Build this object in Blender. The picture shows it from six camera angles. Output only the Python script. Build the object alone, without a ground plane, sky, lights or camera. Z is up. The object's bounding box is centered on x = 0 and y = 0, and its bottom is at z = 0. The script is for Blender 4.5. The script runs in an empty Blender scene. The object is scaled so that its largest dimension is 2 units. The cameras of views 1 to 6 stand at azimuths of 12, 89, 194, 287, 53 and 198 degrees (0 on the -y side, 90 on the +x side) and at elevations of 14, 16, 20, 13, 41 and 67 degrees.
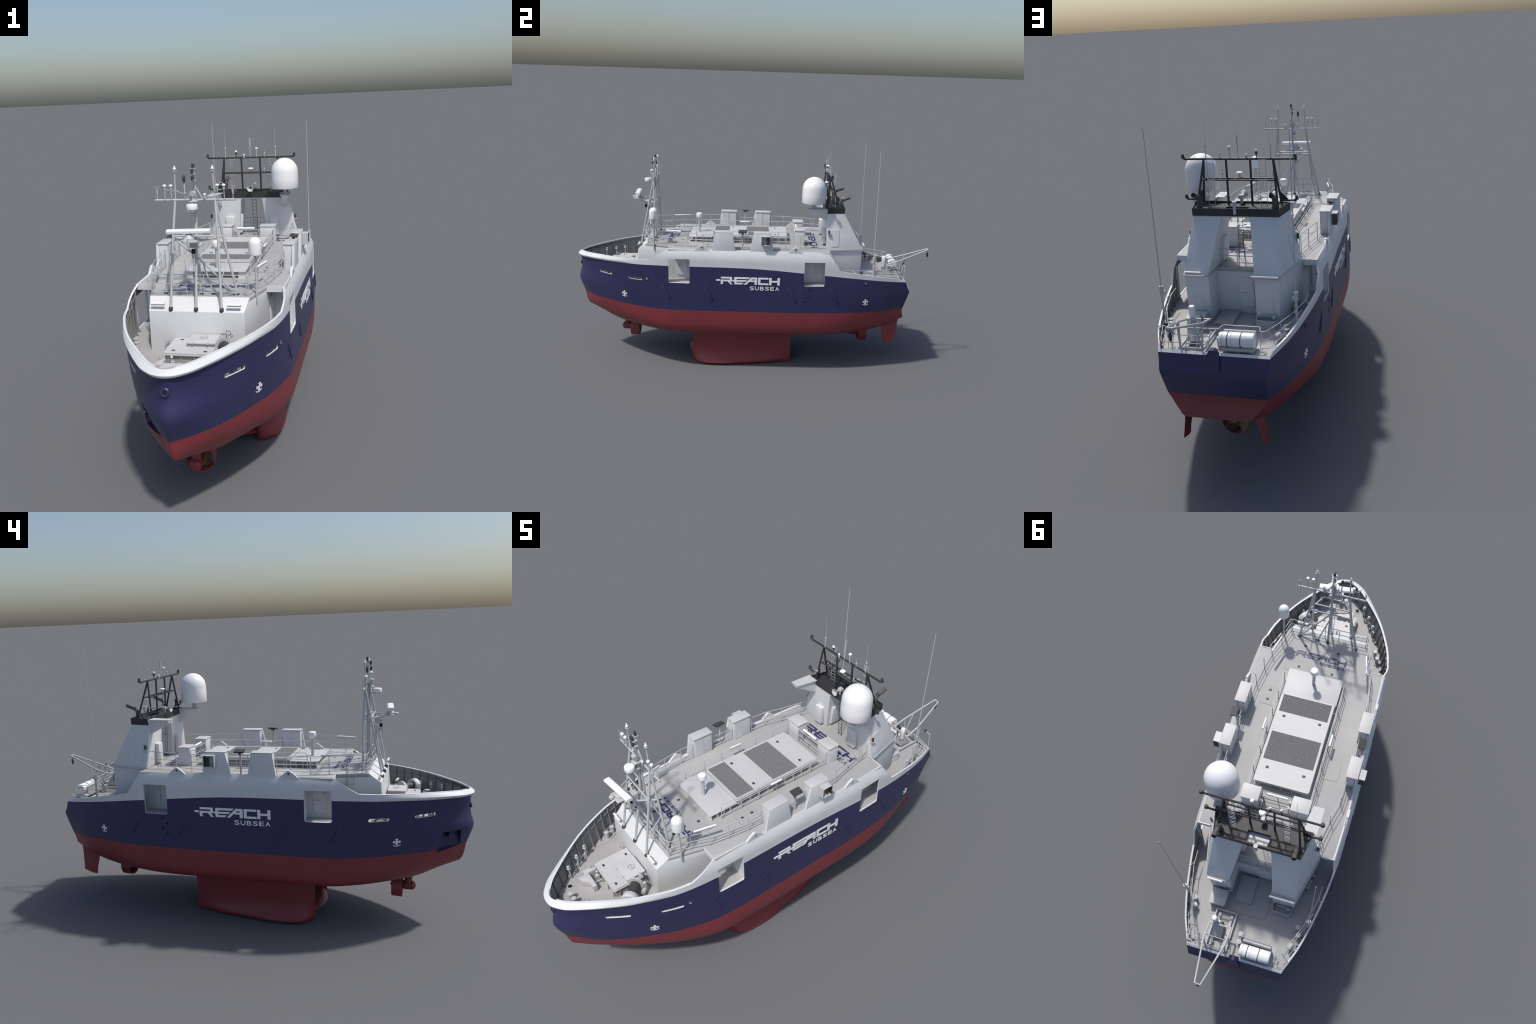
# Offshore survey vessel on its keel gondola, built part by part.
import bpy, bmesh, math
from mathutils import Vector, Matrix

V = Vector
scene = bpy.context.scene

# ------------------------------------------------------------------ materials
def paint(name, col, rough=0.5, vary=0.06, scale=6.0, stretch=(1, 1, 1), metal=0.0, grain=0.0, coat=0.0):
    m = bpy.data.materials.new(name)
    m.use_nodes = True
    nt = m.node_tree
    b = nt.nodes["Principled BSDF"]
    b.inputs["Roughness"].default_value = rough
    b.inputs["Metallic"].default_value = metal
    b.inputs["Coat Weight"].default_value = coat
    tc = nt.nodes.new("ShaderNodeTexCoord")
    mp = nt.nodes.new("ShaderNodeMapping")
    mp.inputs["Scale"].default_value = stretch
    nz = nt.nodes.new("ShaderNodeTexNoise")
    nz.inputs["Scale"].default_value = scale
    nz.inputs["Detail"].default_value = 5
    nz.inputs["Roughness"].default_value = 0.6
    cr = nt.nodes.new("ShaderNodeValToRGB")
    lo = [c * (1 - vary) for c in col]
    hi = [min(1, c * (1 + vary)) for c in col]
    cr.color_ramp.elements[0].position = 0.3
    cr.color_ramp.elements[1].position = 0.7
    cr.color_ramp.elements[0].color = (*lo, 1)
    cr.color_ramp.elements[1].color = (*hi, 1)
    nt.links.new(tc.outputs["Object"], mp.inputs["Vector"])
    nt.links.new(mp.outputs["Vector"], nz.inputs["Vector"])
    nt.links.new(nz.outputs["Fac"], cr.inputs["Fac"])
    nt.links.new(cr.outputs["Color"], b.inputs["Base Color"])
    if grain:
        n2 = nt.nodes.new("ShaderNodeTexNoise")
        n2.inputs["Scale"].default_value = 220
        n2.inputs["Detail"].default_value = 2
        bp = nt.nodes.new("ShaderNodeBump")
        bp.inputs["Strength"].default_value = grain
        bp.inputs["Distance"].default_value = 0.001
        nt.links.new(tc.outputs["Object"], n2.inputs["Vector"])
        nt.links.new(n2.outputs["Fac"], bp.inputs["Height"])
        nt.links.new(bp.outputs["Normal"], b.inputs["Normal"])
    return m

RED = paint("antifouling_red", (0.205, 0.031, 0.036), 0.45, 0.07, 5, (1, 1, 0.35))
BLUE = paint("hull_blue", (0.0265, 0.0270, 0.088), 0.42, 0.07, 7, (1, 1, 0.25))
NAVY = paint("lettering_blue", (0.030, 0.028, 0.105), 0.5, 0.03)
WHITE = paint("white_paint", (0.62, 0.63, 0.645), 0.5, 0.05, 9, (1, 1, 0.6))
DECK = paint("deck_paint", (0.37, 0.368, 0.366), 0.65, 0.05, 8)
LID = paint("lid_white_paint", (0.50, 0.50, 0.505), 0.5, 0.04, 9)
INNER_GREY = paint("bulwark_inner_mid_grey", (0.21, 0.212, 0.215), 0.6, 0.06, 9)  # mid grey, darker than the white outside, on the inner faces of the bulwark and its stays
EXH = paint("exhaust_steel", (0.085, 0.08, 0.075), 0.6, 0.12, 25)
STEEL = paint("pale_grey_paint", (0.46, 0.465, 0.47), 0.45, 0.03, 20)
GLOSS = paint("radome_white", (0.80, 0.80, 0.81), 0.35, 0.01, 5)
BLACK = paint("funnel_black", (0.030, 0.030, 0.031), 0.55, 0.08, 8)
DARK = paint("dark_fittings", (0.045, 0.045, 0.045), 0.6, 0.08, 20)
HOLE = paint("opening_black", (0.006, 0.006, 0.007), 0.8, 0.02)
BRONZE = paint("propeller_bronze", (0.16, 0.13, 0.05), 0.4, 0.06, 15, metal=0.6)
LENSR = paint("red_lamp_glass", (0.20, 0.015, 0.012), 0.3, 0.02)
LENSG = paint("green_lamp_glass", (0.012, 0.10, 0.025), 0.3, 0.02)
WARM = paint("lamp_casing", (0.33, 0.32, 0.27), 0.5, 0.04)

def tread():
    m = bpy.data.materials.new("non_slip_tread")
    m.use_nodes = True
    nt = m.node_tree
    b = nt.nodes["Principled BSDF"]
    b.inputs["Roughness"].default_value = 0.8
    tc = nt.nodes.new("ShaderNodeTexCoord")
    vo = nt.nodes.new("ShaderNodeTexVoronoi")
    vo.inputs["Scale"].default_value = 480
    cr = nt.nodes.new("ShaderNodeValToRGB")
    cr.color_ramp.elements[0].color = (0.13, 0.131, 0.132, 1)
    cr.color_ramp.elements[1].color = (0.25, 0.25, 0.252, 1)
    cr.color_ramp.elements[0].position = 0.25
    cr.color_ramp.elements[1].position = 0.65
    nt.links.new(tc.outputs["Object"], vo.inputs["Vector"])
    nt.links.new(vo.outputs["Distance"], cr.inputs["Fac"])
    nt.links.new(cr.outputs["Color"], b.inputs["Base Color"])
    return m
TREAD = tread()

# ------------------------------------------------------------------ hierarchy
root = bpy.data.objects.new("survey_vessel", None)
scene.collection.objects.link(root)
root["label"] = "blue, red and white offshore survey ship with two masts"
root["category"] = "ship"

def link(ob, parent):
    scene.collection.objects.link(ob)
    ob.parent = parent or root
    return ob

# ------------------------------------------------------------------ mesh builder
class MB:
    def __init__(self):
        self.v, self.f = [], []

    def add(self, vs, fs):
        o = len(self.v)
        self.v += [tuple(p) for p in vs]
        self.f += [tuple(i + o for i in f) for f in fs]
        return self

    def hexa(self, p):          # 4 bottom (ccw from above), 4 top
        return self.add(p, [(3, 2, 1, 0), (4, 5, 6, 7), (0, 1, 5, 4), (1, 2, 6, 5), (2, 3, 7, 6), (3, 0, 4, 7)])

    def box(self, x0, x1, y0, y1, z0, z1):
        x0, x1 = min(x0, x1), max(x0, x1)
        return self.hexa([(x0, y0, z0), (x1, y0, z0), (x1, y1, z0), (x0, y1, z0),
                          (x0, y0, z1), (x1, y0, z1), (x1, y1, z1), (x0, y1, z1)])

    def obox(self, c, size, rot=None):
        rot = rot or Matrix.Identity(3)
        sx, sy, sz = (s / 2 for s in size)
        pts = [(-sx, -sy, -sz), (sx, -sy, -sz), (sx, sy, -sz), (-sx, sy, -sz),
               (-sx, -sy, sz), (sx, -sy, sz), (sx, sy, sz), (-sx, sy, sz)]
        return self.hexa([V(c) + rot @ V(p) for p in pts])

    def loft(self, rings, cap=True, closed=True):
        n = len(rings[0])
        vs = [p for r in rings for p in r]
        fs = []
        for k in range(len(rings) - 1):
            for i in range(n if closed else n - 1):
                j = (i + 1) % n
                fs.append((k * n + i, k * n + j, (k + 1) * n + j, (k + 1) * n + i))
        if cap:
            fs.append(tuple(range(n - 1, -1, -1)))
            fs.append(tuple((len(rings) - 1) * n + i for i in range(n)))
        return self.add(vs, fs)

    def prism(self, poly, z0, z1):          # poly in xy, ccw
        return self.loft([[(x, y, z0) for x, y in poly], [(x, y, z1) for x, y in poly]])

    def side_prism(self, poly, x0, x1):     # poly in (y,z)
        return self.loft([[(x0, y, z) for y, z in poly], [(x1, y, z) for y, z in poly]])

    def cyl(self, p0, p1, r0, r1=None, n=10, cap=True):
        r1 = r0 if r1 is None else r1
        return self.sweep([p0, p1], [r0, r1], n, cap)

    def sweep(self, pts, rad, n=8, cap=True, closed=False):
        pts = [V(p) for p in pts]
        m = len(pts)
        rads = rad if isinstance(rad, (list, tuple)) else [rad] * m
        tang = []
        for i in range(m):
            a = pts[(i - 1) % m] if (closed or i > 0) else pts[i]
            b = pts[(i + 1) % m] if (closed or i < m - 1) else pts[i]
            d1 = (pts[i] - a).normalized() if (pts[i] - a).length > 1e-9 else V((0, 0, 0))
            d2 = (b - pts[i]).normalized() if (b - pts[i]).length > 1e-9 else V((0, 0, 0))
            t = d1 + d2
            tang.append((t if t.length > 1e-6 else d2).normalized())
        up = V((0, 0, 1)) if abs(tang[0].z) < 0.9 else V((1, 0, 0))
        u = tang[0].cross(up).normalized()
        rings = []
        for i in range(m):
            u = (u - tang[i] * u.dot(tang[i])).normalized()
            w = tang[i].cross(u)
            rings.append([pts[i] + (u * math.cos(2 * math.pi * k / n) + w * math.sin(2 * math.pi * k / n)) * rads[i]
                          for k in range(n)])
        if closed:
            rings.append(rings[0])
            return self.loft(rings, cap=False)
        return self.loft(rings, cap=cap)

    def lathe(self, prof, o, axis=(0, 0, 1), n=20):   # prof [(r,h)]
        ax = V(axis).normalized()
        u = ax.orthogonal().normalized()
        w = ax.cross(u)
        o = V(o)
        rings = []
        for r, h in prof:
            r = max(r, 1e-5)
            rings.append([o + ax * h + (u * math.cos(2 * math.pi * k / n) + w * math.sin(2 * math.pi * k / n)) * r
                          for k in range(n)])
        return self.loft(rings)

    def ball(self, o, r, n=14, squash=1.0):
        return self.lathe([(r * math.sin(math.pi * i / 8), -r * squash * math.cos(math.pi * i / 8)) for i in range(9)], o, n=n)

    def ring(self, o, axis, R, r, n=20, m=8):
        ax = V(axis).normalized()
        u = ax.orthogonal().normalized()
        w = ax.cross(u)
        pts = [V(o) + (u * math.cos(2 * math.pi * k / n) + w * math.sin(2 * math.pi * k / n)) * R for k in range(n)]
        return self.sweep(pts, r, m, closed=True)

    def mesh(self, name, mat, angle=32, bevel=0.0):
        me = bpy.data.meshes.new(name)
        me.from_pydata(self.v, [], self.f)
        bm = bmesh.new()
        bm.from_mesh(me)
        bmesh.ops.recalc_face_normals(bm, faces=bm.faces)
        if bevel:
            es = [e for e in bm.edges if len(e.link_faces) == 2 and e.calc_face_angle(0) > math.radians(40)]
            bmesh.ops.bevel(bm, geom=es, offset=bevel, segments=2, profile=0.6, affect='EDGES', clamp_overlap=True)
        bm.to_mesh(me)
        bm.free()
        me.polygons.foreach_set("use_smooth", [True] * len(me.polygons))
        me.set_sharp_from_angle(angle=math.radians(angle))
        me.materials.append(mat)
        return me

    def obj(self, name, mat, parent=None, angle=32, bevel=0.0):
        return link(bpy.data.objects.new(name, self.mesh(name, mat, angle, bevel)), parent)

def rot_z(a): return Matrix.Rotation(a, 3, 'Z')

# ------------------------------------------------------------------ interpolation helpers
def mono(table):
    xs = [p[0] for p in table]; ys = [p[1] for p in table]; n = len(xs)
    d = [(ys[i + 1] - ys[i]) / (xs[i + 1] - xs[i]) for i in range(n - 1)]
    m = [d[0]] + [0 if d[i - 1] * d[i] <= 0 else 2 * d[i - 1] * d[i] / (d[i - 1] + d[i]) for i in range(1, n - 1)] + [d[-1]]
    def f(x):
        if x <= xs[0]: return ys[0]
        if x >= xs[-1]: return ys[-1]
        i = max(k for k in range(n - 1) if xs[k] <= x)
        h = xs[i + 1] - xs[i]; t = (x - xs[i]) / h
        return ((2*t**3 - 3*t*t + 1) * ys[i] + (t**3 - 2*t*t + t) * h * m[i]
                + (-2*t**3 + 3*t*t) * ys[i + 1] + (t**3 - t*t) * h * m[i + 1])
    return f

def lin(table):
    def f(x):
        if x <= table[0][0]: return table[0][1]
        for (a, b), (c, d) in zip(table, table[1:]):
            if x <= c: return b + (d - b) * (x - a) / (c - a)
        return table[-1][1]
    return f

def plan(table):                     # half breadth, round nosed at the stem
    y0 = table[0][0]
    g = mono([(math.sqrt(max(0, y - y0)), x) for y, x in table])
    return lambda y: g(math.sqrt(max(0, y - y0)))

def sstep(a, b, x):
    t = min(1, max(0, (x - a) / (b - a)))
    return t * t * (3 - 2 * t)

# ------------------------------------------------------------------ hull lines
WL = 0.36
half_wl = plan([(-.972, 0), (-.955, .024), (-.92, .064), (-.878, .103), (-.836, .134), (-.76, .181), (-.69, .217), (-.6, .257),
                (-.5, .287), (-.43, .300), (-.3, .3045), (0, .305), (.2, .305), (.4, .297), (.5, .287), (.626, .263), (.75, .229), (.856, .177)])
half_kn = plan([(-.999, 0), (-.985, .034), (-.95, .072), (-.9, .107), (-.845, .143), (-.764, .191), (-.694, .229), (-.6, .266), (-.5, .291),
                (-.4, .302), (-.2, .305), (.25, .305), (.4, .299), (.5, .291), (.626, .270), (.75, .239), (.882, .187)])
half_dk = plan([(-.982, 0), (-.968, .034), (-.94, .069), (-.9, .104), (-.845, .146), (-.764, .198), (-.666, .249), (-.586, .276),
                (-.5, .293), (-.4, .301), (-.2, .305), (.2, .305), (.35, .302), (.5, .291), (.63, .268), (.75, .238), (.866, .192)])
half_sh = plan([(-.985, 0), (-.970, .040), (-.945, .073), (-.914, .100), (-.85, .149), (-.752, .213), (-.652, .259), (-.6, .277),
                (-.5, .294), (-.4, .301), (-.2, .304), (.2, .304), (.35, .301), (.48, .290), (.63, .266), (.75, .236), (.858, .195)])
z_sheer = mono([(-.985, .576), (-.83, .589), (-.7, .600), (-.5, .607), (-.2, .608), (0, .605), (.1, .600), (.282, .586), (.40, .575), (.58, .554), (.858, .517)])
z_rail = lin([(-1, .600), (-.93, .608), (-.82, .619), (-.72, .6255), (-.63, .630), (-.55, .635), (-.443, .700), (.410, .700), (.483, .598), (.835, .537), (.86, .5235)])
z_keel = mono([(-.945, .276), (-.93, .269), (-.87, .247), (-.75, .200), (-.62, .186), (-.45, .181), (-.3, .180), (0, .180), (.25, .181),
               (.41, .186), (.555, .198), (.665, .214), (.756, .238), (.85, .270), (.876, .281)])
Y0, Y1 = -.985, .860

def row_y(Y, ys, ye):
    wb = 1 - sstep(0, .22, Y - Y0)
    ws = sstep(.74, Y1, Y)
    return Y + (ys - Y0) * wb + (ye - Y1) * ws

def control_rows(Y):
    """section from keel to sheer at nominal station Y: list of (x, y, z)"""
    aft = sstep(.35, .86, Y)
    fwd = 1 - sstep(-.92, -.38, Y)
    out = []
    xf_mid = [0, .50, .70, .84, .95, .994]; zf_mid = [0, .03, .095, .185, .30, .56]
    xf_aft = [0, .33, .655, .756, .852, .934]; zf_aft = [0, 0, .015, .22, .48, .76]
    xf_fwd = [0, .25, .48, .66, .82, .94]; zf_fwd = [0, .045, .13, .26, .48, .75]
    for k in range(6):
        xf = xf_mid[k] * (1 - aft - fwd) + xf_aft[k] * aft + xf_fwd[k] * fwd
        zf = zf_mid[k] * (1 - aft - fwd) + zf_aft[k] * aft + zf_fwd[k] * fwd
        s = [0, .12, .3, .5, .7, .87][k]
        ys = -.944 - .028 * s
        ye = .876 - .022 * min(1, zf / .7)
        y = row_y(Y, ys, ye)
        zk = z_keel(row_y(Y, -.944, .876))
        b = half_wl(y - (ys + .972))
        out.append((b * xf, y, zk + (WL - zk) * zf))
    y = row_y(Y, -.972, .856); out.append((half_wl(y), y, WL))
    y = row_y(Y, -.988, .868); out.append(((half_wl(row_y(Y, -.972, .856)) * .45 + half_kn(row_y(Y, -.999, .882)) * .55), y, .405))
    zk2 = .445 + .01 * sstep(.6, .86, Y)
    y = row_y(Y, -.999, .882); out.append((half_kn(y), y, zk2))
    ysh = row_y(Y, -.985, .858); zs = z_sheer(ysh)
    y = row_y(Y, -.988, .875); out.append((half_kn(row_y(Y, -.999, .882)) * .45 + half_dk(row_y(Y, -.982, .866)) * .55, y, zk2 + (zs - zk2) * .30))
    y = row_y(Y, -.982, .866); out.append((half_dk(y), y, zk2 + (zs - zk2) * .58))
    y = row_y(Y, -.9825, .862); out.append(((half_dk(row_y(Y, -.982, .866)) + half_sh(ysh)) / 2, y, zk2 + (zs - zk2) * .8))
    out.append((half_sh(ysh), ysh, zs))
    return out
KNUCKLE, WATER = 8, 6

def upper_rows(Y):
    """white strake: from sheer up to the rail / shelter deck edge"""
    ysh = row_y(Y, -.985, .858)
    zs, zt = z_sheer(ysh), z_rail(ysh)
    amp = .010 * (1 - sstep(-.86, -.58, Y))
    out = []
    for g, bump, dy in ((.12, .62, -.008), (.30, .95, -.011), (.48, 1.0, -.012), (.75, .50, -.004), (1.0, -.30, .007)):
        z = zs + (zt - zs) * g
        y = row_y(Y, -.985 + dy, .858 - .008 * g)
        x = half_sh(ysh) + amp * bump
        if amp > 0 and Y < -.97:
            x = half_sh(ysh) + amp * bump * sstep(0, .03, half_sh(ysh))
        ins = max(0, z - .648)
        x -= .018 * (ins / .052) ** 2
        out.append((x, y, z))
    return out

stations = [Y0 + (i / 16) ** 2 * .21 for i in range(17)]
y = -.75
while y < .84:
    stations.append(y); y += .0265
stations = [s for s in stations if min(abs(s - b) for b in (-.55, -.443, .41, .483)) > .008]
stations += [-.55, -.443, .41, .483, .845, Y1]
stations = sorted(set(round(s, 5) for s in stations))

def hull_half(Y, z):
    """half breadth of the outer plating at height z (for placing fittings)"""
    rows = control_rows(Y) + upper_rows(Y)
    for a, b in zip(rows, rows[1:]):
        if a[2] <= z <= b[2] and b[2] > a[2]:
            t = (z - a[2]) / (b[2] - a[2])
            return a[0] + (b[0] - a[0]) * t
    return rows[-1][0]

def subdivide(rows):
    """smooth the section with one Catmull-Rom midpoint between control rows"""
    out = []
    n = len(rows)
    for i in range(n - 1):
        out.append(rows[i])
        p0, p1, p2, p3 = rows[max(0, i - 1)], rows[i], rows[i + 1], rows[min(n - 1, i + 2)]
        out.append(tuple((-p0[k] + 9 * p1[k] + 9 * p2[k] - p3[k]) / 16 for k in range(3)))
    out.append(rows[-1])
    return out

def full_grid(sections):
    """port + starboard surface; sections[i] = rows from centre/low to high on +x side"""
    return sections

# ---- lower hull: closed solid from keel to knuckle
lower = [subdivide(control_rows(Y))[:2 * KNUCKLE + 1] for Y in stations]
NR = len(lower[0])
verts, faces, fmat = [], [], []
def vid(i, r, side):
    return idx[(i, r, side)]
idx = {}
for i, sec in enumerate(lower):
    for r, (x, yy, z) in enumerate(sec):
        for side in (1, -1):
            if (r == 0 or i == 0) and side == -1:
                idx[(i, r, -1)] = idx[(i, r, 1)]
                continue
            idx[(i, r, side)] = len(verts)
            xx = 0.0 if (r == 0 or i == 0) else max(x, .0004) * side
            verts.append((xx, yy, z))
wr = WATER * 2
def quad(a, b, c, d, m):
    f = []
    for q in (a, b, c, d):
        if q not in f: f.append(q)
    if len(f) >= 3:
        faces.append(tuple(f)); fmat.append(m)
for i in range(len(lower) - 1):
    for r in range(NR - 1):
        m = 0 if r < wr else 1
        quad(idx[(i, r, 1)], idx[(i + 1, r, 1)], idx[(i + 1, r + 1, 1)], idx[(i, r + 1, 1)], m)
        quad(idx[(i, r, -1)], idx[(i, r + 1, -1)], idx[(i + 1, r + 1, -1)], idx[(i + 1, r, -1)], m)
L = len(lower) - 1
for r in range(NR - 1):
    quad(idx[(L, r, 1)], idx[(L, r, -1)], idx[(L, r + 1, -1)], idx[(L, r + 1, 1)], 0 if r < wr else 1)
for i in range(L):
    quad(idx[(i, NR - 1, 1)], idx[(i + 1, NR - 1, 1)], idx[(i + 1, NR - 1, -1)], idx[(i, NR - 1, -1)], 1)

def raw_object(name, verts, faces, fmat, mats):
    me = bpy.data.meshes.new(name)
    me.from_pydata(verts, [], faces)
    for m in mats: me.materials.append(m)
    me.polygons.foreach_set("material_index", fmat)
    bm = bmesh.new(); bm.from_mesh(me)
    bmesh.ops.remove_doubles(bm, verts=bm.verts, dist=1e-6)
    bmesh.ops.recalc_face_normals(bm, faces=bm.faces)
    bm.to_mesh(me); bm.free()
    ob = bpy.data.objects.new(name, me)
    scene.collection.objects.link(ob)
    return ob

def bake(ob):
    bpy.context.view_layer.update()
    dg = bpy.context.evaluated_depsgraph_get()
    me = bpy.data.meshes.new_from_object(ob.evaluated_get(dg))
    ob.modifiers.clear()
    ob.data = me
    return ob

TRANSOM = subdivide(control_rows(Y1))
def transom_normal(z):
    pts = sorted((q[2], q[1]) for q in TRANSOM)
    g = lin(pts); e = .012
    d = (g(min(z + e, pts[-1][0])) - g(max(z - e, pts[0][0]))) / (min(z + e, pts[-1][0]) - max(z - e, pts[0][0]))
    return V((0, 1, -d)).normalized()

def split_parts(ob, names, angle=30):
    """separate by material into named parts that keep the whole body's normals"""
    me = ob.data
    me.polygons.foreach_set("use_smooth", [True] * len(me.polygons))
    me.set_sharp_from_angle(angle=math.radians(angle))
    cn = [tuple(c.vector) for c in me.corner_normals]
    parts = []
    for mi, name in names:
        remap, vs, fs, nor = {}, [], [], []
        for p in me.polygons:
            if p.material_index != mi: continue
            f = []
            for li in p.loop_indices:
                vi = me.loops[li].vertex_index
                if vi not in remap:
                    remap[vi] = len(vs); vs.append(tuple(me.vertices[vi].co))
                co = me.vertices[vi].co; nn = V(cn[li])
                hit = REF_KD.find((abs(co.x), co.y, co.z))
                if hit[2] < 2e-4:
                    rn = REF_N[hit[1]].copy()
                    if co.x < 0: rn.x = -rn.x
                    if rn.dot(p.normal) < 0: rn = -rn
                    if rn.dot(p.normal) > .80 and abs(co.z - .45) < .03: nn = rn
                if p.normal.y > .75 and co.y > .84: nn = transom_normal(co.z)
                f.append(remap[vi]); nor.append(tuple(nn))
            fs.append(f)
        if not fs: continue
        nm = bpy.data.meshes.new(name)
        nm.from_pydata(vs, [], fs)
        nm.polygons.foreach_set("use_smooth", [True] * len(nm.polygons))
        nm.materials.append(me.materials[mi])
        if len(nm.loops) == len(nor):
            nm.normals_split_custom_set(nor)
        parts.append(link(bpy.data.objects.new(name, nm), None))
    bpy.data.objects.remove(ob)
    return parts

# smooth normals of the whole outer plating, so that parts meet without a seam
def reference_normals():
    bm = bmesh.new()
    grid = [subdivide(control_rows(Y)) for Y in stations]
    rows = [[bm.verts.new((max(x, 0), yy, z)) for x, yy, z in sec] for sec in grid]
    for a, b in zip(rows, rows[1:]):
        for r in range(len(a) - 1):
            bm.faces.new((a[r], b[r], b[r + 1], a[r + 1]))
    bm.normal_update()
    from mathutils.kdtree import KDTree
    kd = KDTree(len(bm.verts)); out = []
    ns = len(rows)
    for i, row in enumerate(rows):
        for r, v in enumerate(row):
            n = v.normal.copy()
            if i == 0: n.x = 0
            if r == 0: n.x = 0
            n.normalize()
            if i < ns - 1:
                kd.insert(v.co, len(out)); out.append(n)
    kd.balance(); bm.free()
    return kd, out
REF_KD, REF_N = reference_normals()

hull = raw_object("hull_body", verts, faces, fmat, [RED, BLUE])
# anchor pocket on the port bow
cut = MB()
def pock(y, xi): return xi
cut.add([(-.035, -.945, .362), (-.104, -.850, .348), (-.25, -.850, .348), (-.25, -.945, .362),
         (-.040, -.945, .438), (-.092, -.872, .438), (-.25, -.872, .438), (-.25, -.945, .438)],
        [(3, 2, 1, 0), (4, 5, 6, 7), (0, 1, 5, 4), (1, 2, 6, 5), (2, 3, 7, 6), (3, 0, 4, 7)])
cme = cut.mesh("cutter", BLUE)
cme.materials.clear(); cme.materials.append(RED); cme.materials.append(BLUE)
cme.polygons.foreach_set("material_index", [1] * len(cme.polygons))
cutter = bpy.data.objects.new("cutter", cme); scene.collection.objects.link(cutter)
bm_ = hull.modifiers.new("pocket", 'BOOLEAN'); bm_.object = cutter; bm_.operation = 'DIFFERENCE'; bm_.solver = 'EXACT'
bake(hull); bpy.data.objects.remove(cutter)
bottom, topside = split_parts(hull, [(0, "underwater_hull"), (1, "topside_plating")])

# ---- upper shell: knuckle to rail, plate with thickness, openings cut
usec = []
for Y in stations:
    c = subdivide(control_rows(Y))[2 * KNUCKLE:]
    usec.append(c + upper_rows(Y))
nb = len(subdivide(control_rows(0)[KNUCKLE:])) - 1
NU = len(usec[0])
verts, faces, fmat, idx = [], [], [], {}
for i, sec in enumerate(usec):
    for r, (x, yy, z) in enumerate(sec):
        for side in (1, -1):
            if i == 0 and side == -1:
                idx[(i, r, -1)] = idx[(i, r, 1)]; continue
            idx[(i, r, side)] = len(verts)
            verts.append((0.0 if i == 0 else max(x, .0004) * side, yy, z))
for i in range(len(usec) - 1):
    for r in range(NU - 1):
        m = 0 if r < nb else 1
        quad(idx[(i, r, 1)], idx[(i + 1, r, 1)], idx[(i + 1, r + 1, 1)], idx[(i, r + 1, 1)], m)
        quad(idx[(i, r, -1)], idx[(i, r + 1, -1)], idx[(i + 1, r + 1, -1)], idx[(i + 1, r, -1)], m)
L = len(usec) - 1
for r in range(NU - 1):
    quad(idx[(L, r, 1)], idx[(L, r, -1)], idx[(L, r + 1, -1)], idx[(L, r + 1, 1)], 0 if r < nb else 1)
shell = raw_object("shell", verts, faces, fmat, [BLUE, WHITE, INNER_GREY, INNER_GREY])
# make sure the plating faces outward before thickening it
bm = bmesh.new(); bm.from_mesh(shell.data)
ref = max(bm.faces, key=lambda f: f.calc_center_median().x)
if ref.normal.x < 0: bmesh.ops.reverse_faces(bm, faces=bm.faces)
bm.to_mesh(shell.data); bm.free()
so = shell.modifiers.new("plate", 'SOLIDIFY')
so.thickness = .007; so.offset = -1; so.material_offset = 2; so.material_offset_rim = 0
bake(shell)
cut = MB()
def rounded(y0, y1, z0, z1, rb, rt):
    pts = []
    for cy, cz, a0, r in ((y1 - rb, z0 + rb, -90, rb), (y1 - rt, z1 - rt, 0, rt), (y0 + rt, z1 - rt, 90, rt), (y0 + rb, z0 + rb, 180, rb)):
        for k in range(5):
            a = math.radians(a0 + 22.5 * k)
            pts.append((cy + r * math.cos(a), cz + r * math.sin(a)))
    return pts
WINDOWS = ((-.441, -.328, .514, .647), (.284, .394, .515, .647))
for s in (1, -1):
    for w in WINDOWS:
        cut.side_prism(rounded(*w, .008, .0012), s * .27, s * .34)
def slot(s, pa, pb, h):
    """mooring slot through the bulwark between two points"""
    a, b = V(pa), V(pb); d = (b - a).normalized(); n = V((d.y, -d.x, 0))
    for c0, c1 in ((a, b),):
        ring = []
        for k in range(16):
            ang = 2 * math.pi * k / 16
            c = b if math.cos(ang) > 0 else a
            ring.append(c + d * (math.cos(ang) * h) + V((0, 0, math.sin(ang) * h)))
        o = [p + n * .03 for p in ring]; q = [p - n * .03 for p in ring]
        if s < 0: o = [V((-p.x, p.y, p.z)) for p in o]; q = [V((-p.x, p.y, p.z)) for p in q]
        cut.loft([q, o])
SLOTS = (((.150, -.838, .525), (.191, -.770, .524)), ((.252, -.660, .524), (.273, -.592, .523)))
for s in (1, -1):
    for a, b in SLOTS: slot(s, a, b, .0075)
cme = cut.mesh("cutter", WHITE)
cme.materials.clear(); cme.materials.append(BLUE); cme.materials.append(WHITE)
cme.polygons.foreach_set("material_index", [1] * len(cme.polygons))
cutter = bpy.data.objects.new("cutter", cme); scene.collection.objects.link(cutter)
bm_ = shell.modifiers.new("openings", 'BOOLEAN'); bm_.object = cutter; bm_.operation = 'DIFFERENCE'; bm_.solver = 'EXACT'
bake(shell); bpy.data.objects.remove(cutter)
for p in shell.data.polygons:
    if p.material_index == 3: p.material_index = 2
split_parts(shell, [(0, "hull_strake"), (1, "bulwark"), (2, "bulwark_inner_face")])
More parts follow.
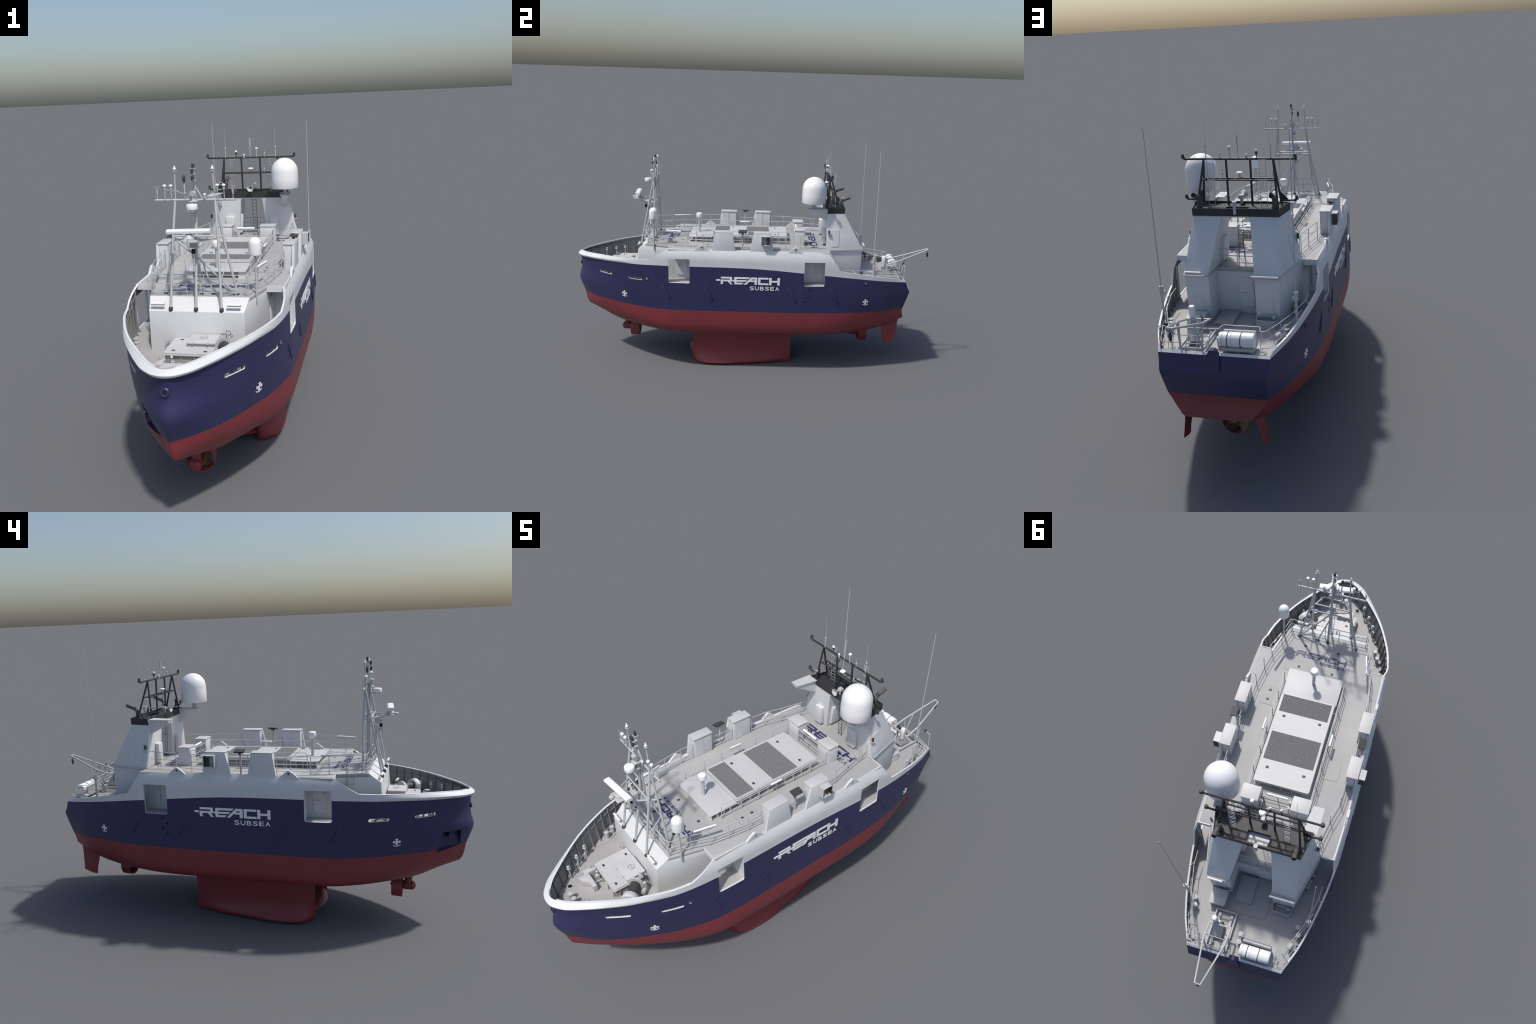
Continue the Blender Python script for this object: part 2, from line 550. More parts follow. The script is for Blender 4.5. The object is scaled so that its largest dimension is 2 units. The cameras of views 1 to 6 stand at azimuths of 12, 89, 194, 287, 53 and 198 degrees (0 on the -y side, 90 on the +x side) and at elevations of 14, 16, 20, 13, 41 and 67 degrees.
bulwark = next(o for o in scene.objects if o.name == "bulwark")
hull_part = topside

# ------------------------------------------------------------------ decks
ZD = .513
mb = MB()
left = []
for Y in stations:
    rows = control_rows(Y)
    x = min(hull_half(Y, min(ZD, z_sheer(Y) - .002)), .4) - .004
    left.append((max(x, 0.001), max(Y, -.972) if Y < -.9 else min(Y, .853)))
poly = [(x, yy) for x, yy in left] + [(-x, yy) for x, yy in reversed(left)]
top = [(x, yy, ZD) for x, yy in left]; topm = [(-x, yy, ZD) for x, yy in left]
n = len(left)
vs = top + topm + [(x, yy, ZD - .006) for x, yy in left] + [(-x, yy, ZD - .006) for x, yy in left]
fs = []
for i in range(n - 1):
    fs.append((i, i + 1, n + i + 1, n + i))
    fs.append((2 * n + i, 3 * n + i, 3 * n + i + 1, 2 * n + i + 1))
mb.add(vs, fs)
main_deck = mb.obj("main_deck", DECK)

# shelter deck: full beam roof over the side passages, with the deckhouse top between
ZS = .6965
mb = MB()
mb.prism([(-.288, -.443), (-.2, -.443), (-.181, -.575), (.181, -.575), (.2, -.443), (.288, -.443), (.288, .410), (-.288, .410)][:2]
         + [(-.218, -.443), (-.181, -.574), (.181, -.574), (.218, -.443), (.288, -.443), (.2885, -.2), (.2885, .2), (.284, .410), (.223, .410), (.09, .520), (-.09, .520), (-.223, .410), (-.284, .410), (-.2885, .2), (-.2885, -.2)], ZS - .014, ZS)
shelter = mb.obj("shelter_deck", DECK, bevel=.002)

# coaming strips at the ends of the roof
mb = MB()
for s in (1, -1):
    mb.box(s * .217, s * .286, -.4465, -.4432, ZS - .02, ZS + .002)
    mb.box(s * .226, s * .282, .4102, .4135, ZS - .02, ZS + .002)
mb.obj("deck_edge_trim", WHITE, shelter)

# removable deck plates (fine raised outlines) and lashing pockets
mb = MB()
seams = MB()
def plate(x0, x1, y0, y1, z, r=.012, h=.0012):
    pts = rounded(min(x0, x1), max(x0, x1), y0, y1, r, r)
    mb.prism(pts, z, z + h)
    seams.sweep([(a, b_, z + .0003) for a, b_ in pts], .0006, 4, closed=True)
plate(-.126, .150, -.520, -.360, ZS)
plate(.137, .208, -.266, -.170, ZS)
plate(-.208, -.137, .0, .096, ZS)
mb.obj("deck_plate", DECK, shelter); seams.obj("plate_seam", EXH, shelter)
mb = MB()
for x, yy in ((.088, -.499), (-.062, -.498), (.088, -.388), (-.061, -.388), (.175, -.241), (.174, -.195)):
    mb.box(x - .0055, x + .0055, yy - .0055, yy + .0055, ZS + .0002, ZS + .0018)
mb.obj("lashing_pocket", DARK, shelter)

# ------------------------------------------------------------------ deckhouse
mb = MB()
def ring_house(z, fy, fx, sx):
    return [(-fx, fy, z), (fx, fy, z), (sx, -.447, z), (.219, -.425, z), (.219, -.2, z), (.2255, .27, z), (.2215, .42, z), (.188, .516, z),
            (-.188, .516, z), (-.2215, .42, z), (-.2255, .27, z), (-.236, -.2, z), (-.236, -.425, z), (-sx, -.447, z)]
mb.loft([ring_house(ZD, -.634, .170, .213), ring_house(.657, -.625, .170, .215), ring_house(ZS - .0145, -.5925, .1765, .217)])
house = mb.obj("deckhouse", WHITE, bevel=.0015)
mb = MB()      # sloping visor continues to the roof edge
mb.loft([[(-.1765, -.5925, ZS - .0145), (.1765, -.5925, ZS - .0145), (.1805, -.5745, ZS - .0145), (-.1805, -.5745, ZS - .0145)],
         [(-.1805, -.5765, ZS - .0005), (.1805, -.5765, ZS - .0005), (.181, -.5745, ZS - .0005), (-.181, -.5745, ZS - .0005)]])
mb.obj("visor_edge", WHITE, house)

def door(name, c, w, h, normal, parent):
    """rounded steel door with frame, hinges and bar handle; c = centre"""
    n = V(normal).normalized(); u = V((0, 0, 1)).cross(n).normalized(); c = V(c)
    def loop(w, h, r, off):
        return [c + u * a + V((0, 0, 1)) * b + n * off for a, b in rounded(-w / 2, w / 2, -h / 2, h / 2, r, r)]
    b = MB()
    b.loft([loop(w, h, .012, -.002), loop(w, h, .012, .003), loop(w - .004, h - .004, .011, .0045)])
    ob = b.obj(name, WHITE, parent)
    b = MB()
    hinge = u * (w / 2)
    for k in (-.3, .3):
        b.cyl(c + hinge + V((0, 0, k * h)) + n * .005, c + hinge * .55 + V((0, 0, k * h)) + n * .006, .0015, n=6)
    b.cyl(c - hinge * .7 + n * .008, c + hinge * .2 + n * .008, .0013, n=6)
    b.obj("door_handle", STEEL, ob)
    return ob
for s in (1, -1):
    door("door", ((.2195 if s > 0 else -.2365), -.380, .590), .058, .110, (s, 0, 0), house)
    door("door", (s * .256, .2865, .590), .040, .112, (0, 1, 0), house)
door("door", (-.030, .5175, .600), .058, .118, (0, 1, 0), house)
mb = MB()
for s in (1, -1):   # bulkheads closing the side passages
    mb.box(s * .222, s * .2955, .280, .2835, ZD, .672)
    mb.box(s * .215, s * .2955, -.3270, -.3235, ZD, .672)
mb.obj("passage_bulkhead", WHITE, house)
mb = MB()
for s in (1, -1):   # inside pipes in the side passages
    mb.sweep([(s * .222, .352, .686), (s * .230, .352, .682), (s * .230, .352, .55)], .0022, 6)
    for yy in (-.46, .42):
        mb.box(s * .283, s * .2955, yy - .002, yy + .002, .52, .655)
mb.obj("passage_frame", WHITE, house)

# bent vent pipe on the house front
mb = MB()
mb.sweep([(-.098, -.640, ZD), (-.098, -.640, .552), (-.102, -.645, .559), (-.108, -.647, .556), (-.110, -.648, .545)], .0028, 8)
mb.obj("vent_pipe", STEEL, house)

def flood(name, p0, p1, parent, r=.0048, stand=None):
    b = MB(); b.cyl(p0, p1, r, n=12); ob = b.obj(name, GLOSS, parent)
    d = (V(p1) - V(p0))
    b = MB()
    b.obox((V(p0) + V(p1)) / 2 + V((0, 0, -.0035)), (d.length, .007, .004), rot_z(math.atan2(d.y, d.x)))
    b.obj("lamp_housing", WARM, ob)
    if stand:
        b = MB()
        for t in (.2, .8):
            q = V(p0) + d * t
            b.cyl(q, q + V(stand), .0012, n=6)
        b.obj("lamp_bracket", STEEL, ob)
    return ob
for s in (1, -1):
    flood("flood_lamp", (s * .112, -.625, .684), (s * .160, -.625, .684), house, stand=(0, .012, -.010))

# access ladder on the port side of the house
def ladder(name, p0, p1, width, side, rungs, r, parent, mat=STEEL):
    a, b = V(p0), V(p1); w = V(side).normalized() * width / 2
    m = MB()
    m.cyl(a - w, b - w, r, n=6); m.cyl(a + w, b + w, r, n=6)
    for k in range(rungs):
        q = a.lerp(b, (k + .5) / rungs)
        m.cyl(q - w, q + w, r * .85, n=6)
    return m.obj(name, mat, parent)
ladder("ladder", (-.212, -.500, ZD), (-.205, -.510, .745), .03, (0, 1, 0), 9, .0015, house)

# ------------------------------------------------------------------ hatch housing on the roof
mb = MB()
mb.box(-.090, .090, -.318, -.222, ZS, .7235)
mb.box(-.120, .120, -.354, -.2245, .7235, .7265)
roof_house = mb.obj("skylight_house", LID, bevel=.001)
mb = MB()
for s in (1, -1):
    for yy in (-.345, -.315, -.285, -.255):
        mb.box(s * .0902, s * .117, yy - .0015, yy + .0015, ZS, .7233)
mb.obj("stiffener", WHITE, roof_house)
mb = MB()
mb.box(-.094, .094, -.2215, .178, ZS, .7055)
for yy0, yy1 in ((-.2215, -.218), (-.133, -.040), (.094, .178)):
    mb.box(-.094, .094, yy0, yy1, .7056, .728)
for s in (1, -1): mb.box(s * .094, s * .0975, -.2215, .178, ZS, .728)
mb.obj("hatch_coaming", DECK)
GRATES = ((-.216, -.134), (-.037, .0915))
def lid_with_wells(x1, y0, y1, r, z0, z1):
    """flat lid pieced round the two grating wells"""
    gx = .105
    for a, b_ in ((y0, GRATES[0][0]), (GRATES[0][1], GRATES[1][0]), (GRATES[1][1], y1)):
        pts = []
        ra, rb = (r if a == y0 else 0), (r if b_ == y1 else 0)
        pts += [(-x1 + ra, a), (x1 - ra, a), (x1, a + ra), (x1, b_ - rb), (x1 - rb, b_), (-x1 + rb, b_), (-x1, b_ - rb), (-x1, a + ra)]
        out = []
        for p in pts:
            if p not in out: out.append(p)
        mb.prism(out, z0, z1)
    for a, b_ in GRATES:
        mb.box(-x1, -gx, a, b_, z0, z1); mb.box(gx, x1, a, b_, z0, z1)
mb = MB()
lid_with_wells(.117, -.224, .195, .006, .728, .7315)
lid_with_wells(.1145, -.2215, .1925, .006, .7317, .7385)
hatch = mb.obj("roof_hatch", LID)
mb = MB()
for s in (1, -1):
    yy = -.20
    while yy < .19:
        mb.box(s * .0976, s * .115, yy - .0012, yy + .0012, ZS, .7278); yy += .044
xx = -.09
while xx < .1:
    mb.box(xx - .0012, xx + .0012, .1782, .193, ZS, .7278)
    xx += .045
mb.obj("stiffener", WHITE, hatch)
for y0, y1 in GRATES:          # open gratings over the wells
    mb = MB()
    x = -.1035
    while x < .105:
        mb.box(x - .0009, x + .0009, y0 + .0003, y1 - .0003, .7335, .7382); x += .0036
    y = y0 + .003
    while y < y1:
        mb.box(-.1048, .1048, y - .0007, y + .0007, .7342, .7384); y += .0042
    mb.obj("hatch_grating", TREAD, hatch)
mb = MB()
for x, yy in ((.077, -.115), (-.077, -.116), (.077, .126), (-.076, .126)):
    mb.box(x - .006, x + .006, yy - .005, yy + .005, .7386, .7396)
mb.obj("lashing_pocket", DARK, hatch)

def vent_dome(name, x, y, z0, z1, rp, rd, hd, parent):
    b = MB(); b.cyl((x, y, z0), (x, y, z1), rp, n=14); ob = b.obj(name, STEEL, parent)
    b = MB(); b.lathe([(rp * 1.5, -.009), (rp * 1.6, -.003), (rd * .90, -.001), (rd * .99, .002), (rd, hd * .3), (rd, hd * .74), (rd * .93, hd * .88), (rd * .78, hd * .96), (rd * .45, hd * .995), (0, hd)], (x, y, z1), n=22)
    b.obj("antenna_cap", GLOSS, ob)
    return ob
vent_dome("navigation_antenna", 0, -.305, .726, .812, .0068, .0168, .024, roof_house)

for s in (1, -1):        # equipment cabinets aft of the hatch
    mb = MB(); mb.box(s * .068, s * .136, .233, .288, ZS, .778)
    cab = mb.obj("deck_cabinet", WHITE, shelter, bevel=.0015)
    mb = MB(); mb.box(s * .065, s * .139, .230, .291, .778, .7815)
    mb.obj("cabinet_lid", LID, cab, bevel=.0008)
    mb = MB()
    for k in (-1, 1):
        mb.cyl((s * .055, .262 + k * .012, ZS), (s * .055, .262 + k * .012, .742), .0035, n=8)
        mb.cyl((s * .055, .262 + k * .012, .742), (s * .055, .262 + k * .012, .750), .0055, n=8)
    mb.obj("air_pipe", STEEL, cab)

# ------------------------------------------------------------------ bulwark towers, lugs, display posts
for s in (1, -1):
    for (ya, yb, ba, bb) in ((-.195, -.103, -.211, -.084), (.010, .101, -.016, .118)):
        mb = MB()
        mb.box(s * .242, s * .276, ya + .002, yb - .002, ZS - .001, .7915)
        tw = mb.obj("side_locker", WHITE, shelter, bevel=.001)
        mb = MB()
        xo, xi = .2885, .2765
        mb.hexa([(s * p[0], p[1], p[2]) for p in
                 [(xi, ba, ZS - .012), (xo, ba, ZS - .012), (xo, bb, ZS - .012), (xi, bb, ZS - .012),
                  (xi + .001, ya, .7925), (xo - .0015, ya, .7925), (xo - .0015, yb, .7925), (xi + .001, yb, .7925)]])
        mb.obj("locker_side_plate", WHITE, tw, bevel=.0008)
        mb = MB()
        mb.box(s * .2385, s * .2865, ya - .0015, yb + .0015, .7928, .7965)
        mb.obj("locker_lid", LID, tw, bevel=.001)
        mb = MB()
        mb.box(s * .2405, s * .242, (ya + yb) / 2 - .0008, (ya + yb) / 2 + .0008, ZS, .79)
        mb.box(s * .2408, s * .242, ya + .008, (ya + yb) / 2 - .004, ZS + .004, .786)
        mb.obj("locker_door", WHITE, tw)
    # side light box with screen on the aft tower
    mb = MB()
    x0, x1, y0, y1, z0, z1 = .2885, .314, .050, .096, .736, .785
    t = .0015
    mb.box(s * x0, s * x1, y0, y0 + t, z0, z1); 
    mb.box(s * x0, s * x1, y0 + t, y1 - t, z0, z0 + t); mb.box(s * x0, s * x1, y0 + t, y1 - t, z1 - t, z1)
    mb.box(s * x0, s * (x0 + .004), y0 + t, y1 - t, z0 + t, z1 - t)
    lb = mb.obj("side_light_box", STEEL, shelter)
    mb = MB(); mb.box(s * (x0 + .0041), s * x1, y1 - t, y1, z0, z1); mb.obj("light_screen", DARK, lb)
    mb = MB(); mb.cyl((s * .302, .083, z0 + t), (s * .302, .083, z1 - .010), .0048, n=12); mb.obj("side_lamp", DARK, lb)
    mb = MB()
    for z in (.748, .764): mb.cyl((s * .302, .083, z), (s * .302, .083, z + .006), .0053, n=12)
    mb.obj("lamp_lens", LENSR if s > 0 else LENSG, lb)
    # lifting lugs rising out of the side plating
    for yc in (-.264, .233):
        mb = MB()
        pts = [(yc - .045, .690), (yc + .045, .690), (yc + .032, .702), (yc + .016, .7165)]
        for k in range(7):
            a = math.radians(25 + 130 * k / 6)
            pts.append((yc + .012 * math.cos(a), .713 + .012 * math.sin(a)))
        pts += [(yc - .016, .7165), (yc - .032, .702)]
        mb.side_prism(pts, s * .281, s * .2905)
        lug = mb.obj("lifting_lug", WHITE, shelter)
        mb = MB(); mb.ring((s * .2905, yc, .7125), (1, 0, 0), .0062, .0022, 18, 8); mb.obj("lug_ring", STEEL, lug)
        mb = MB(); mb.cyl((s * .290, yc, .7125), (s * .2912, yc, .7125), .0042, n=12); mb.obj("lug_eye", DARK, lug)
    # console display on a post between the towers
    mb = MB(); mb.cyl((s * .262, -.050, ZS), (s * .262, -.050, .793), .0045, n=10)
    post = mb.obj("console_post", STEEL, shelter)
    mb = MB(); mb.obox((s * .268, -.050, .799), (.030, .044, .006), Matrix.Rotation(s * .22, 3, 'Y'))
    mb.lathe([(.004, -.014), (.012, 0)], (s * .266, -.050, .7965), n=4)
    mb.obj("console_display", DARK, post)

# ------------------------------------------------------------------ railings
def railing(name, path, parent, heights, posts, r=.0015, rp=.0017, base=None, lean=None):
    """path: list of (x, y, zbase); rails follow it, posts at given fractions of arclength or vertices"""
    b = MB()
    pts = [V(p) for p in path]
    for h in heights:
        b.sweep([p + V((0, 0, h)) for p in pts], r, 6)
    seg = [0]
    for a, c in zip(pts, pts[1:]): seg.append(seg[-1] + (c - a).length)
    for t in posts:
        d = t * seg[-1]
        for i in range(len(pts) - 1):
            if d <= seg[i + 1] + 1e-9:
                q = pts[i].lerp(pts[i + 1], (d - seg[i]) / (seg[i + 1] - seg[i])); break
        b.cyl(q, q + V((0, 0, max(heights))), rp, n=6)
    return b.obj(name, STEEL, parent)
HR = (.0135, .0435, .0765)
for s in (1, -1):
    p = [(s * .176, -.568, ZS), (s * .195, -.487, ZS), (s * .221, -.420, ZS), (s * .234, -.343, ZS), (s * .245, -.260, ZS), (s * .247, -.197, ZS)]
    railing("guard_rail", p, shelter, HR, (0, .22, .41, .61, .83, .985))
    p = [(s * .252, -.102, ZS), (s * .252, .009, ZS)]
    railing("guard_rail", p, shelter, (.012, .037, .062), (.02, .98))
    p = [(s * .247, .103, ZS), (s * .244, .180, ZS), (s * .222, .264, ZS), (s * .207, .350, ZS), (s * .199, .398, ZS)]
    railing("guard_rail", p, shelter, HR, (.02, .26, .54, .82, .87))
    # inner rail beside the roof hatch
    b = MB()
    for k, h in enumerate((.0695, .0415, .0175)):
        b.sweep([(s * .131, -.308, ZS + h - .006), (s * .131, -.303, ZS + h), (s * .131, .232, ZS + h)], .0015, 6)
    for yy in (-.308, -.214, -.128, -.040, .050, .142, .230):
        b.cyl((s * .131, yy, ZS), (s * .131, yy, ZS + (.0635 if yy < -.3 else .0695)), .0018, n=6)
    hr = b.obj("guard_rail", STEEL, shelter)
    flood("flood_lamp", (s * .142, -.077, .757), (s * .142, -.024, .757), hr, stand=(-s * .011, 0, 0))
    flood("flood_lamp", (s * .188, -.468, .775), (s * .208, -.383, .775), hr, stand=(s * .004, 0, -.004), r=.0042)
railing("guard_rail", [(-.176, -.568, ZS), (.176, -.568, ZS)], shelter, HR, (0.02, .2, .37, .55, .72, .87, .98))
r = railing("guard_rail", [(-.066, .236, ZS), (.066, .236, ZS)], shelter, (.014, .038, .066), (.02, .5, .98))
flood("flood_lamp", (-.045, .247, .768), (.040, .247, .768), r, r=.0055, stand=(0, -.010, 0))
railing("guard_rail", [(-.078, .512, ZS), (.078, .512, ZS)], shelter, (.018, .045, .072), (.3, .46, .5, .75))

# ------------------------------------------------------------------ funnel: two legs, bridged by a black top
funnel_legs = []
for s in (1, -1):
    mb = MB()
    def ringf(z, ya, yf, xi_a, xo_a, xi_f, xo_f):
        p = [(xi_f, yf, z), (xo_f, yf, z), (xo_a, ya, z), (xi_a, ya, z)]
        return [(s * a, b_, c) for a, b_, c in p]
    mb.loft([ringf(ZD, .603, .412, .086, .173, .086, .2225), ringf(.6975, .603, .412, .086, .176, .078, .2235)])
    low = mb.obj("funnel_leg", WHITE, bevel=.001)
    mb = MB()
    rings = [ringf(.698, .603, .408, .086, .177, .071, .2245)]
    for t in (.35, .6, .8, .9, .94, .97, .985, 1.0):
        z = .698 + (.889 - .698) * t
        e = .008 * max(0, (t - .90) / .10) ** 2
        rings.append(ringf(z, .603 - .107 * t, .408 - .010 * t, .086 - .032 * t - e, .177 - .0135 * t, .071 - .018 * t - e, .2245 - .041 * t))
    mb.loft(rings)
    leg = mb.obj("funnel_leg", WHITE, bevel=.001, angle=25)
    funnel_legs.append(leg)
    # boxes on the forward face and the inner face
    mb = MB(); mb.box(s * .089, s * .131, .386, .4035, .708, .795); mb.obj("vent_box", WHITE, leg, bevel=.002)
    mb = MB()
    mb.hexa([(s * p[0], p[1], p[2]) for p in [(.060, .425, .708), (.074, .425, .708), (.080, .480, .708), (.062, .480, .708),
             (.052, .425, .800), (.064, .425, .800), (.070, .480, .800), (.054, .480, .800)]])
    mb.obj("vent_box", WHITE, leg, bevel=.002)
    # hinged side hatch
    mb = MB()
    def q(yy, z):
        t = (z - .698) / .191
        xf, xa, yf, ya = .2245 - .041 * t, .177 - .0135 * t, .408 - .010 * t, .603 - .107 * t
        return s * (xf + (xa - xf) * (yy - yf) / (ya - yf))
    def sidept(yy, z, off): return (q(yy, z) + s * off, yy, z)
    loop = rounded(.430, .470, .715, .805, .005, .005)
    mb.loft([[sidept(a, b_, -.004) for a, b_ in loop], [sidept(a, b_, .0025) for a, b_ in loop]])
    mb.obj("side_hatch", WHITE, leg)
    # inspection plate and door recess on aft faces
    mb = MB()
    x0, x1 = (.112, .150)
    mb.loft([[(s * a, .600, b_) for a, b_ in rounded(x0, x1, .555, .610, .005, .005)], [(s * a, .605, b_) for a, b_ in rounded(x0, x1, .555, .610, .005, .005)]])
    ip = mb.obj("inspection_plate", WHITE, low)
    mb = MB()
    for bx in (x0 + .004, x1 - .004):
        for bz in (.560, .575, .590, .605): mb.cyl((s * bx, .605, bz), (s * bx, .6065, bz), .0012, n=6)
    mb.obj("bolt", STEEL, ip)["kind"] = "stuff"
    # rain gutter pipe around the knee
    mb = MB()
    mb.sweep([(s * .2245, .422, .6975), (s * .1795, .6035, .6955), (s * .174, .607, .695), (s * .088, .607, .695), (s * .082, .604, .695), (s * .079, .522, .694), (s * .02, .522, .694)], .0025, 8)
    mb.obj("gutter_pipe", STEEL, low)
    if s > 0: flood("flood_lamp", (.108, .616, .711), (.168, .616, .711), low, r=.0042, stand=(0, -.012, .008))
    else: flood("flood_lamp", (-.176, .616, .703), (-.078, .616, .703), low, r=.0042, stand=(0, -.012, .008))
    # port and starboard stern lamp bracket beside the leg
    mb = MB(); mb.box(s * .192, s * .218, .405, .423, .782, .785); mb.cyl((s * .207, .414, .700), (s * .207, .414, .782), .0016, n=6)
    lamp = mb.obj("lamp_shelf", STEEL, leg)
    mb = MB(); mb.cyl((s * .211, .414, .785), (s * .211, .414, .803), .005, n=12); mb.obj("side_lamp", DARK, lamp)
    mb = MB(); mb.cyl((s * .211, .414, .790), (s * .211, .414, .797), .0054, n=12); mb.obj("lamp_lens", LENSR if s > 0 else LENSG, lamp)
    # triangular bracket carrying the dish / empty pad
    mb = MB()
    mb.hexa([(s * p[0], p[1], p[2]) for p in [(.150, .400, .846), (.172, .400, .846), (.192, .300, .900), (.164, .300, .900),
             (.148, .402, .912), (.190, .402, .912), (.197, .300, .912), (.160, .300, .912)]])
    br = mb.obj("bracket", WHITE, leg, bevel=.001)
    mb = MB()
    mb.hexa([(s * p[0], p[1], p[2]) for p in [(.140, .400, .9122), (.196, .400, .9122), (.199, .296, .9122), (.157, .296, .9122),
             (.140, .400, .9155), (.196, .400, .9155), (.199, .296, .9155), (.157, .296, .9155)]])
    mb.obj("bracket_top", LID, br)

mb = MB()      # curved arch soffit between the legs
mb.box(-.055, .055, .400, .494, .884, .8895)
mb.obj("arch_soffit", WHITE, funnel_legs[0])

mb = MB()      # black top: tray with raised edge and a well between the legs
def tray(z): return [(-.1845, .3955, z), (.1845, .3955, z), (.1645, .4985, z), (-.1645, .4985, z)]
zb0, zb1, th = .8898, .9185, .003
o0, o1 = tray(zb0), tray(zb1)
i1 = [(-.1805, .3985, zb1), (.1805, .3985, zb1), (.1610, .4955, zb1), (-.1610, .4955, zb1)]
i0 = [(a, b_, .911) for a, b_, c in i1]
well_t = [(-.040, .447, .911), (.045, .447, .911), (.045, .490, .911), (-.040, .490, .911)]
well_b = [(a, b_, zb0) for a, b_, c in well_t]
vs = o0 + o1 + i1 + i0 + well_t + well_b
fs = []
def strip(a, b_):
    for k in range(4): fs.append((a + k, a + (k + 1) % 4, b_ + (k + 1) % 4, b_ + k))
strip(0, 4); strip(4, 8); strip(8, 12); strip(12, 16); strip(16, 20); strip(20, 0)
mb.add(vs, fs)
ftop = mb.obj("funnel_top", BLACK)

for s in (1, -1):   # exhaust uptakes
    mb = MB()
    mb.sweep([(s * .143, .472, .905), (s * .143, .472, .944), (s * .1435, .476, .953), (s * .144, .485, .960), (s * .1445, .522, .974)],
             [.0095, .0088, .0088, .0088, .0088], 14, cap=True)
    mb.cyl((s * .143, .472, .911), (s * .143, .472, .922), .0115, n=14)
    up = mb.obj("exhaust_pipe", EXH, ftop)
    mb = MB(); mb.cyl((s * .14455, .5222, .97408), (s * .1446, .5236, .9746), .0074, n=14); mb.obj("pipe_mouth", HOLE, up)
mb = MB()
mb.sweep([(-.002, .507, .900), (-.002, .507, .938)], .006, 12); mb.cyl((-.002, .507, .938), (-.002, .507, .948), .0085, n=12)
mb.obj("vent_pipe", STEEL, ftop)

# gantry frame on the funnel top
mb = MB()
R = .0042
mb.cyl((-.208, .415, 1.083), (.208, .415, 1.083), R, n=8)
tops = [(-.132, 1), (-.046, 0), (.046, 0), (.132, 1)]
for x, end in tops:
    sx = 1 if x > 0 else -1
    if end:
        mb.cyl((x, .415, 1.081), (x + sx * .020, .398, .912), R, n=8)
        mb.cyl((x, .415, 1.081), (x + sx * .022, .468, .912), R, n=8)
    else:
        mb.cyl((x, .415, 1.081), (x, .421, .912), R, n=8)
mb.cyl((-.143, .407, 1.009), (.143, .407, 1.009), .0034, n=8)
mb.cyl((-.143, .433, 1.009), (.143, .433, 1.009), .0034, n=8)
for k in range(10):
    x = -.13 + k * .0289
    mb.cyl((x, .407, 1.009), (x, .433, 1.009), .0018, n=6)
for s in (1, -1):
    mb.cyl((s * .150, .418, .929), (s * .208, .415, .930), R, n=8)
    mb.hexa([(s * p[0], p[1], p[2]) for p in [(.150, .412, .931), (.185, .412, .931), (.185, .416, .931), (.150, .416, .931), (.146, .412, .965), (.150, .412, .965), (.150, .416, .965), (.146, .416, .965)]])
gantry = mb.obj("gantry_frame", BLACK, ftop)
for s in (1, -1):
    for z, in ((1.083,), (.930,)):
        mb = MB()
        mb.cyl((s * .206, .415, z), (s * .213, .415, z + .007), .0052, n=8)
        mb.lathe([(.0085, 0), (.0085, .002), (.0055, .003), (.0055, .011), (.0065, .012), (.0065, .014), (0, .015)], (s * .213, .415, z + .004), n=12)
        mb.obj("signal_lamp", DARK, gantry)
    ladder("ladder", (s * .100, .452, .912), (s * .098, .443, 1.093), .024, (1, 0, 0), 12, .0011, gantry)
ladder("ladder", (.012, .415, ZS), (.010, .407, .885), .02, (1, 0, 0), 11, .0011, gantry, DARK)

def whip(name, p0, p1, r0, r1, parent, mat=STEEL):
    b = MB(); b.cyl(p0, p1, r0, r1, n=6); return b.obj(name, mat, parent)
def stub(x, y, z, parts, parent, name="antenna", mat=STEEL):
    b = MB(); b.lathe(parts, (x, y, z), n=12); return b.obj(name, mat, parent)
for s in (1, -1):
    st = stub(s * .123, .413, 1.084, [(.0020, 0), (.0020, .034), (.0012, .035), (.0012, .042), (.0032, .043), (.0032, .048), (.001, .052)], gantry)
    whip("whip_antenna", (s * .123, .413, 1.13), (s * .1215, .410, 1.216), .0008, .0004, st)
def yagi(x, y, z, h, parent):
    """small wind transducer: mast, body and four prongs"""
    b = MB()
    b.cyl((x, y, z), (x, y, z + h), .0016, n=6)
    b.cyl((x, y, z + h * .62), (x, y, z + h), .0030, n=8)
    b.cyl((x, y, z + h * .50), (x, y, z + h * .58), .0032, n=8)
    for k in range(4):
        a = math.pi / 2 * k + .3
        d = V((math.cos(a), math.sin(a), 0))
        b.sweep([V((x, y, z + h)), V((x, y, z + h + .005)) + d * .006, V((x, y, z + h + .012)) + d * .0075], .0006, 5)
    return b.obj("wind_sensor", STEEL, parent)
yagi(0, .411, 1.084, .081, gantry)
def mushroom(x, y, z, h, r, parent, name="positioning_antenna"):
    b = MB(); b.cyl((x, y, z), (x, y, z + h), .0017, n=8); b.cyl((x, y, z + h - .012), (x, y, z + h), .0036, n=10)
    ob = b.obj(name, STEEL, parent)
    b = MB(); b.lathe([(r * .6, -.001), (r, .0005), (r, .003), (r * .75, .006), (0, .007)], (x, y, z + h), n=16)
    b.obj("antenna_cap", GLOSS, ob)
    return ob
mushroom(.032, .410, 1.084, .040, .0075, gantry)
mushroom(0, .409, 1.010, .018, .0125, gantry)
mushroom(-.030, .408, 1.084, .010, .0045, gantry)
bb = stub(-.070, .412, 1.084, [(.0016, 0), (.0016, .014), (.0045, .015), (.0055, .026)], gantry, mat=DARK)
